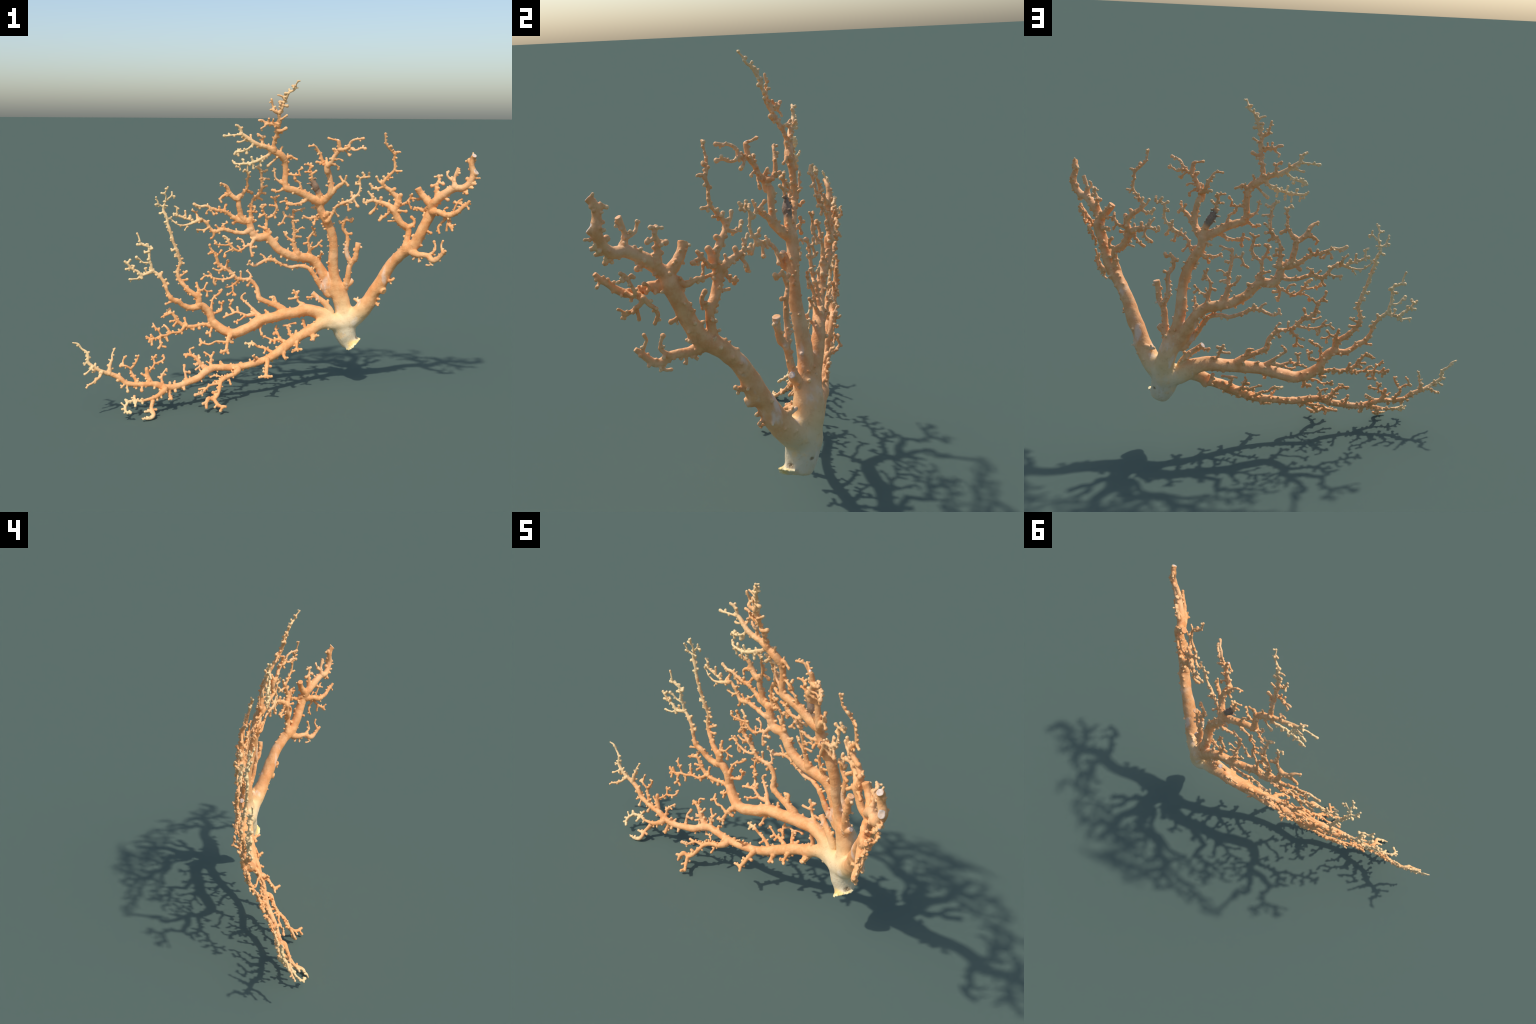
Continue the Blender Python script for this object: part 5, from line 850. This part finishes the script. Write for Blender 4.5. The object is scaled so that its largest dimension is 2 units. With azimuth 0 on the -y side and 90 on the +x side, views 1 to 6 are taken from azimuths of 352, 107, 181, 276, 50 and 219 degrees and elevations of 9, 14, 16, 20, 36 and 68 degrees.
def coral_material(name, shift=0.0):
    mat = bpy.data.materials.new(name)
    mat.use_nodes = True
    nt = mat.node_tree
    bsdf = nt.nodes["Principled BSDF"]
    tc = nt.nodes.new("ShaderNodeTexCoord")
    co = tc.outputs["Object"]
    broad = tex_noise(nt, co, 5.0, 2)
    blotch = tex_noise(nt, co, 26.0, 4)
    fine = tex_noise(nt, co, 170.0, 3)
    col = mix(nt, ramp(nt, blotch, 0.35, 0.7), DEEP, PEACH)
    col = mix(nt, math_node(nt, "MULTIPLY", ramp(nt, broad, 0.45, 0.7), 0.6), col, ROSE)
    # worn, paler tissue on the outermost branches
    pale = None
    for key, radii, k, strength in PALE_SPOTS:
        s = math_node(nt, "MULTIPLY", spot(nt, co, end_of(key, k), radii, 0.6), strength)
        pale = s if pale is None else math_node(nt, "MAXIMUM", pale, s)
    wear = math_node(nt, "MULTIPLY", pale, ramp(nt, blotch, 0.1, 0.5))
    col = mix(nt, math_node(nt, "MULTIPLY", wear, 0.82), col, PALE)
    # cream towards the stalk, grey-green film at its foot
    foot = end_of("stem", 0)
    crown = end_of("stem", -1)
    near = spot(nt, co, (crown[0], crown[1], crown[2] - 0.02), (0.145, 0.2, 0.155), 0.6)
    col = mix(nt, math_node(nt, "MULTIPLY", near, 0.85), col, CREAM)
    low = spot(nt, co, (foot[0], foot[1], foot[2] + 0.0), (0.17, 0.2, 0.15), 0.5)
    film = math_node(nt, "MULTIPLY", low, ramp(nt, blotch, 0.2, 0.55))
    col = mix(nt, film, col, STALK)
    # bleached streaks on the heavy lower limbs
    stretch = nt.nodes.new("ShaderNodeMapping")
    stretch.inputs["Scale"].default_value = (1.0, 1.0, 0.45)
    stretch.inputs["Rotation"].default_value = (0, -0.6, 0)
    nt.links.new(co, stretch.inputs["Vector"])
    streak = ramp(nt, tex_noise(nt, stretch.outputs[0], 22.0, 2), 0.55, 0.72)
    zone = spot(nt, co, (crown[0] + 0.12, crown[1] - 0.02, crown[2] + 0.15), (0.32, 0.3, 0.34), 0.4)
    col = mix(nt, math_node(nt, "MULTIPLY", math_node(nt, "MULTIPLY", streak, zone), 0.5), col, BLEACH)
    # the one dead, blackened knot (M2c); small dark spots at the ends of M1f and M2d
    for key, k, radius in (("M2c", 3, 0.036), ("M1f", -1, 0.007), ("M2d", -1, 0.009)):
        s = spot(nt, co, end_of(key, k), (radius, radius, radius * 1.25), 0.25)
        col = mix(nt, s, col, DEAD)
    # raw ochre round the broken lip
    s = spot(nt, co, (0.487, 0.120, 0.244), (0.052, 0.030, 0.030), 0.35)
    col = mix(nt, math_node(nt, "MULTIPLY", s, 0.9), col, (0.88, 0.60, 0.20))
    # dark brown spots over the pits in the foot
    for centre, radius in (((0.496, 0.165, 0.274), 0.017), ((0.480, 0.233, 0.302), 0.009)):
        s = spot(nt, co, centre, (radius, radius, radius * 0.7), 0.45)
        col = mix(nt, math_node(nt, "MULTIPLY", s, ramp(nt, fine, 0.25, 0.6)), col, (0.20, 0.13, 0.06))
    # dirt specks and grain
    dirt = math_node(nt, "MULTIPLY", ramp(nt, tex_noise(nt, co, 48.0, 5, 0.65), 0.52, 0.70), 0.26)
    col = mix(nt, dirt, col, (0.52, 0.26, 0.09))
    speck = ramp(nt, tex_noise(nt, co, 60.0, 2, 0.7), 0.70, 0.78)
    col = mix(nt, math_node(nt, "MULTIPLY", speck, 0.22), col, (0.42, 0.24, 0.12))
    col = mix(nt, math_node(nt, "MULTIPLY", ramp(nt, fine, 0.4, 0.75), 0.12), col, PALE)
    if shift:
        col = mix(nt, shift, col, PALE)
    nt.links.new(col, bsdf.inputs["Base Color"])
    bsdf.inputs["Roughness"].default_value = 0.62
    bsdf.inputs["Specular IOR Level"].default_value = 0.35
    bump = nt.nodes.new("ShaderNodeBump")
    bump.inputs["Strength"].default_value = 0.35
    bump.inputs["Distance"].default_value = 0.0012
    nt.links.new(tex_noise(nt, co, 260.0, 4), bump.inputs["Height"])
    nt.links.new(bump.outputs[0], bsdf.inputs["Normal"])
    return mat


def plain_material(name, a, b, scale, rough=0.7):
    mat = bpy.data.materials.new(name)
    mat.use_nodes = True
    nt = mat.node_tree
    bsdf = nt.nodes["Principled BSDF"]
    co = nt.nodes.new("ShaderNodeTexCoord").outputs["Object"]
    n = tex_noise(nt, co, scale, 4)
    nt.links.new(mix(nt, ramp(nt, n, 0.35, 0.65), a, b), bsdf.inputs["Base Color"])
    bsdf.inputs["Roughness"].default_value = rough
    bump = nt.nodes.new("ShaderNodeBump")
    bump.inputs["Strength"].default_value = 0.4
    bump.inputs["Distance"].default_value = 0.001
    nt.links.new(n, bump.inputs["Height"])
    nt.links.new(bump.outputs[0], bsdf.inputs["Normal"])
    return mat


PALE_SPOTS = (
    ("L1", (0.20, 0.24, 0.20), -2, 1.00),
    ("L1j", (0.09, 0.14, 0.08), -3, 1.00),
    ("L1k", (0.06, 0.08, 0.035), -1, 1.00),
    ("L2a", (0.20, 0.24, 0.20), -4, 1.00),
    ("L2b", (0.10, 0.18, 0.24), -3, 1.00),
    ("L2a1", (0.10, 0.14, 0.10), -3, 1.00),
    ("M2a1", (0.10, 0.12, 0.22), -2, 0.70),
    ("M2a3", (0.10, 0.14, 0.07), -2, 1.00),
    ("M2a2", (0.13, 0.16, 0.06), -4, 1.00),
    ("M2a4", (0.12, 0.14, 0.09), -1, 1.00),
    ("M2e", (0.08, 0.12, 0.14), -2, 0.45),
    ("M1d", (0.14, 0.16, 0.08), -3, 0.70),
    ("M1c", (0.08, 0.12, 0.05), -1, 0.60),
    ("L1r", (0.04, 0.06, 0.04), -1, 0.80),
    ("M1e", (0.04, 0.06, 0.03), -1, 0.70),
)
tissue = coral_material("coral tissue")
knobs = coral_material("polyp tissue", 0.42)
sawn = plain_material("sawn coral core", (0.58, 0.42, 0.30), (0.72, 0.58, 0.48), 60.0)
ochre = plain_material("ochre base rim", (0.86, 0.62, 0.24), (0.90, 0.74, 0.42), 40.0)

# --- dividing the skin into named parts -----------------------------------
# sawn ends become parts of their own
FO = owner[F[:, 0]].copy()
FC = V[F].mean(axis=1)
FN = N[F].mean(axis=1)
for name, s in spines.items():
    if s["end"] != "cut":
        continue
    Q = s["Q"]
    t = Q[-1, :3] - Q[-2, :3]
    t /= np.linalg.norm(t)
    rel = FC - Q[-1, :3]
    on = (np.linalg.norm(rel, axis=1) < Q[-1, 3] * 1.15) & (FN @ t > 0.72) & (rel @ t > -0.35 * Q[-1, 3])
    FO[on] = own("cut_end", name)

root = bpy.data.objects.new("fan_coral", None)
root.empty_display_size = 0.1
bpy.context.scene.collection.objects.link(root)
root["label"] = "peach-orange branching fan coral with knobbly twigs on a cut stalk"
root["category"] = "coral"

made = {}


def part(kind, name, face_ids, parent):
    f = F[face_ids]
    used, inv = np.unique(f, return_inverse=True)
    me = bpy.data.meshes.new(kind)
    me.from_pydata(V[used], [], inv.reshape(-1, 4))
    me.polygons.foreach_set("use_smooth", np.ones(len(me.polygons), bool))
    me.normals_split_custom_set_from_vertices(N[used])
    me.materials.append({"cut_end": sawn, "polyps": knobs, "base_rim": ochre}.get(kind, tissue))
    ob = bpy.data.objects.new(kind, me)
    bpy.context.scene.collection.objects.link(ob)
    ob.parent = parent
    if kind == "polyps":
        ob["kind"] = "stuff"
    return ob


order = np.argsort(FO, kind="stable")
cuts = np.searchsorted(FO[order], np.arange(len(owners) + 1))
ids = {o: order[cuts[o]:cuts[o + 1]] for o in range(len(owners)) if cuts[o + 1] > cuts[o]}
for o, fi in ids.items():
    if owners[o][0] == "limb":
        name = owners[o][1]
        made[name] = part("stalk" if name == "stem" else "limb", name, fi, root)
for o, fi in ids.items():
    kind, name = owners[o]
    if kind != "limb":
        part(kind, name, fi, made[limb_of(name)])

bpy.data.meshes.remove(skin)
print("parts", len(bpy.data.objects), "vertices", nv)
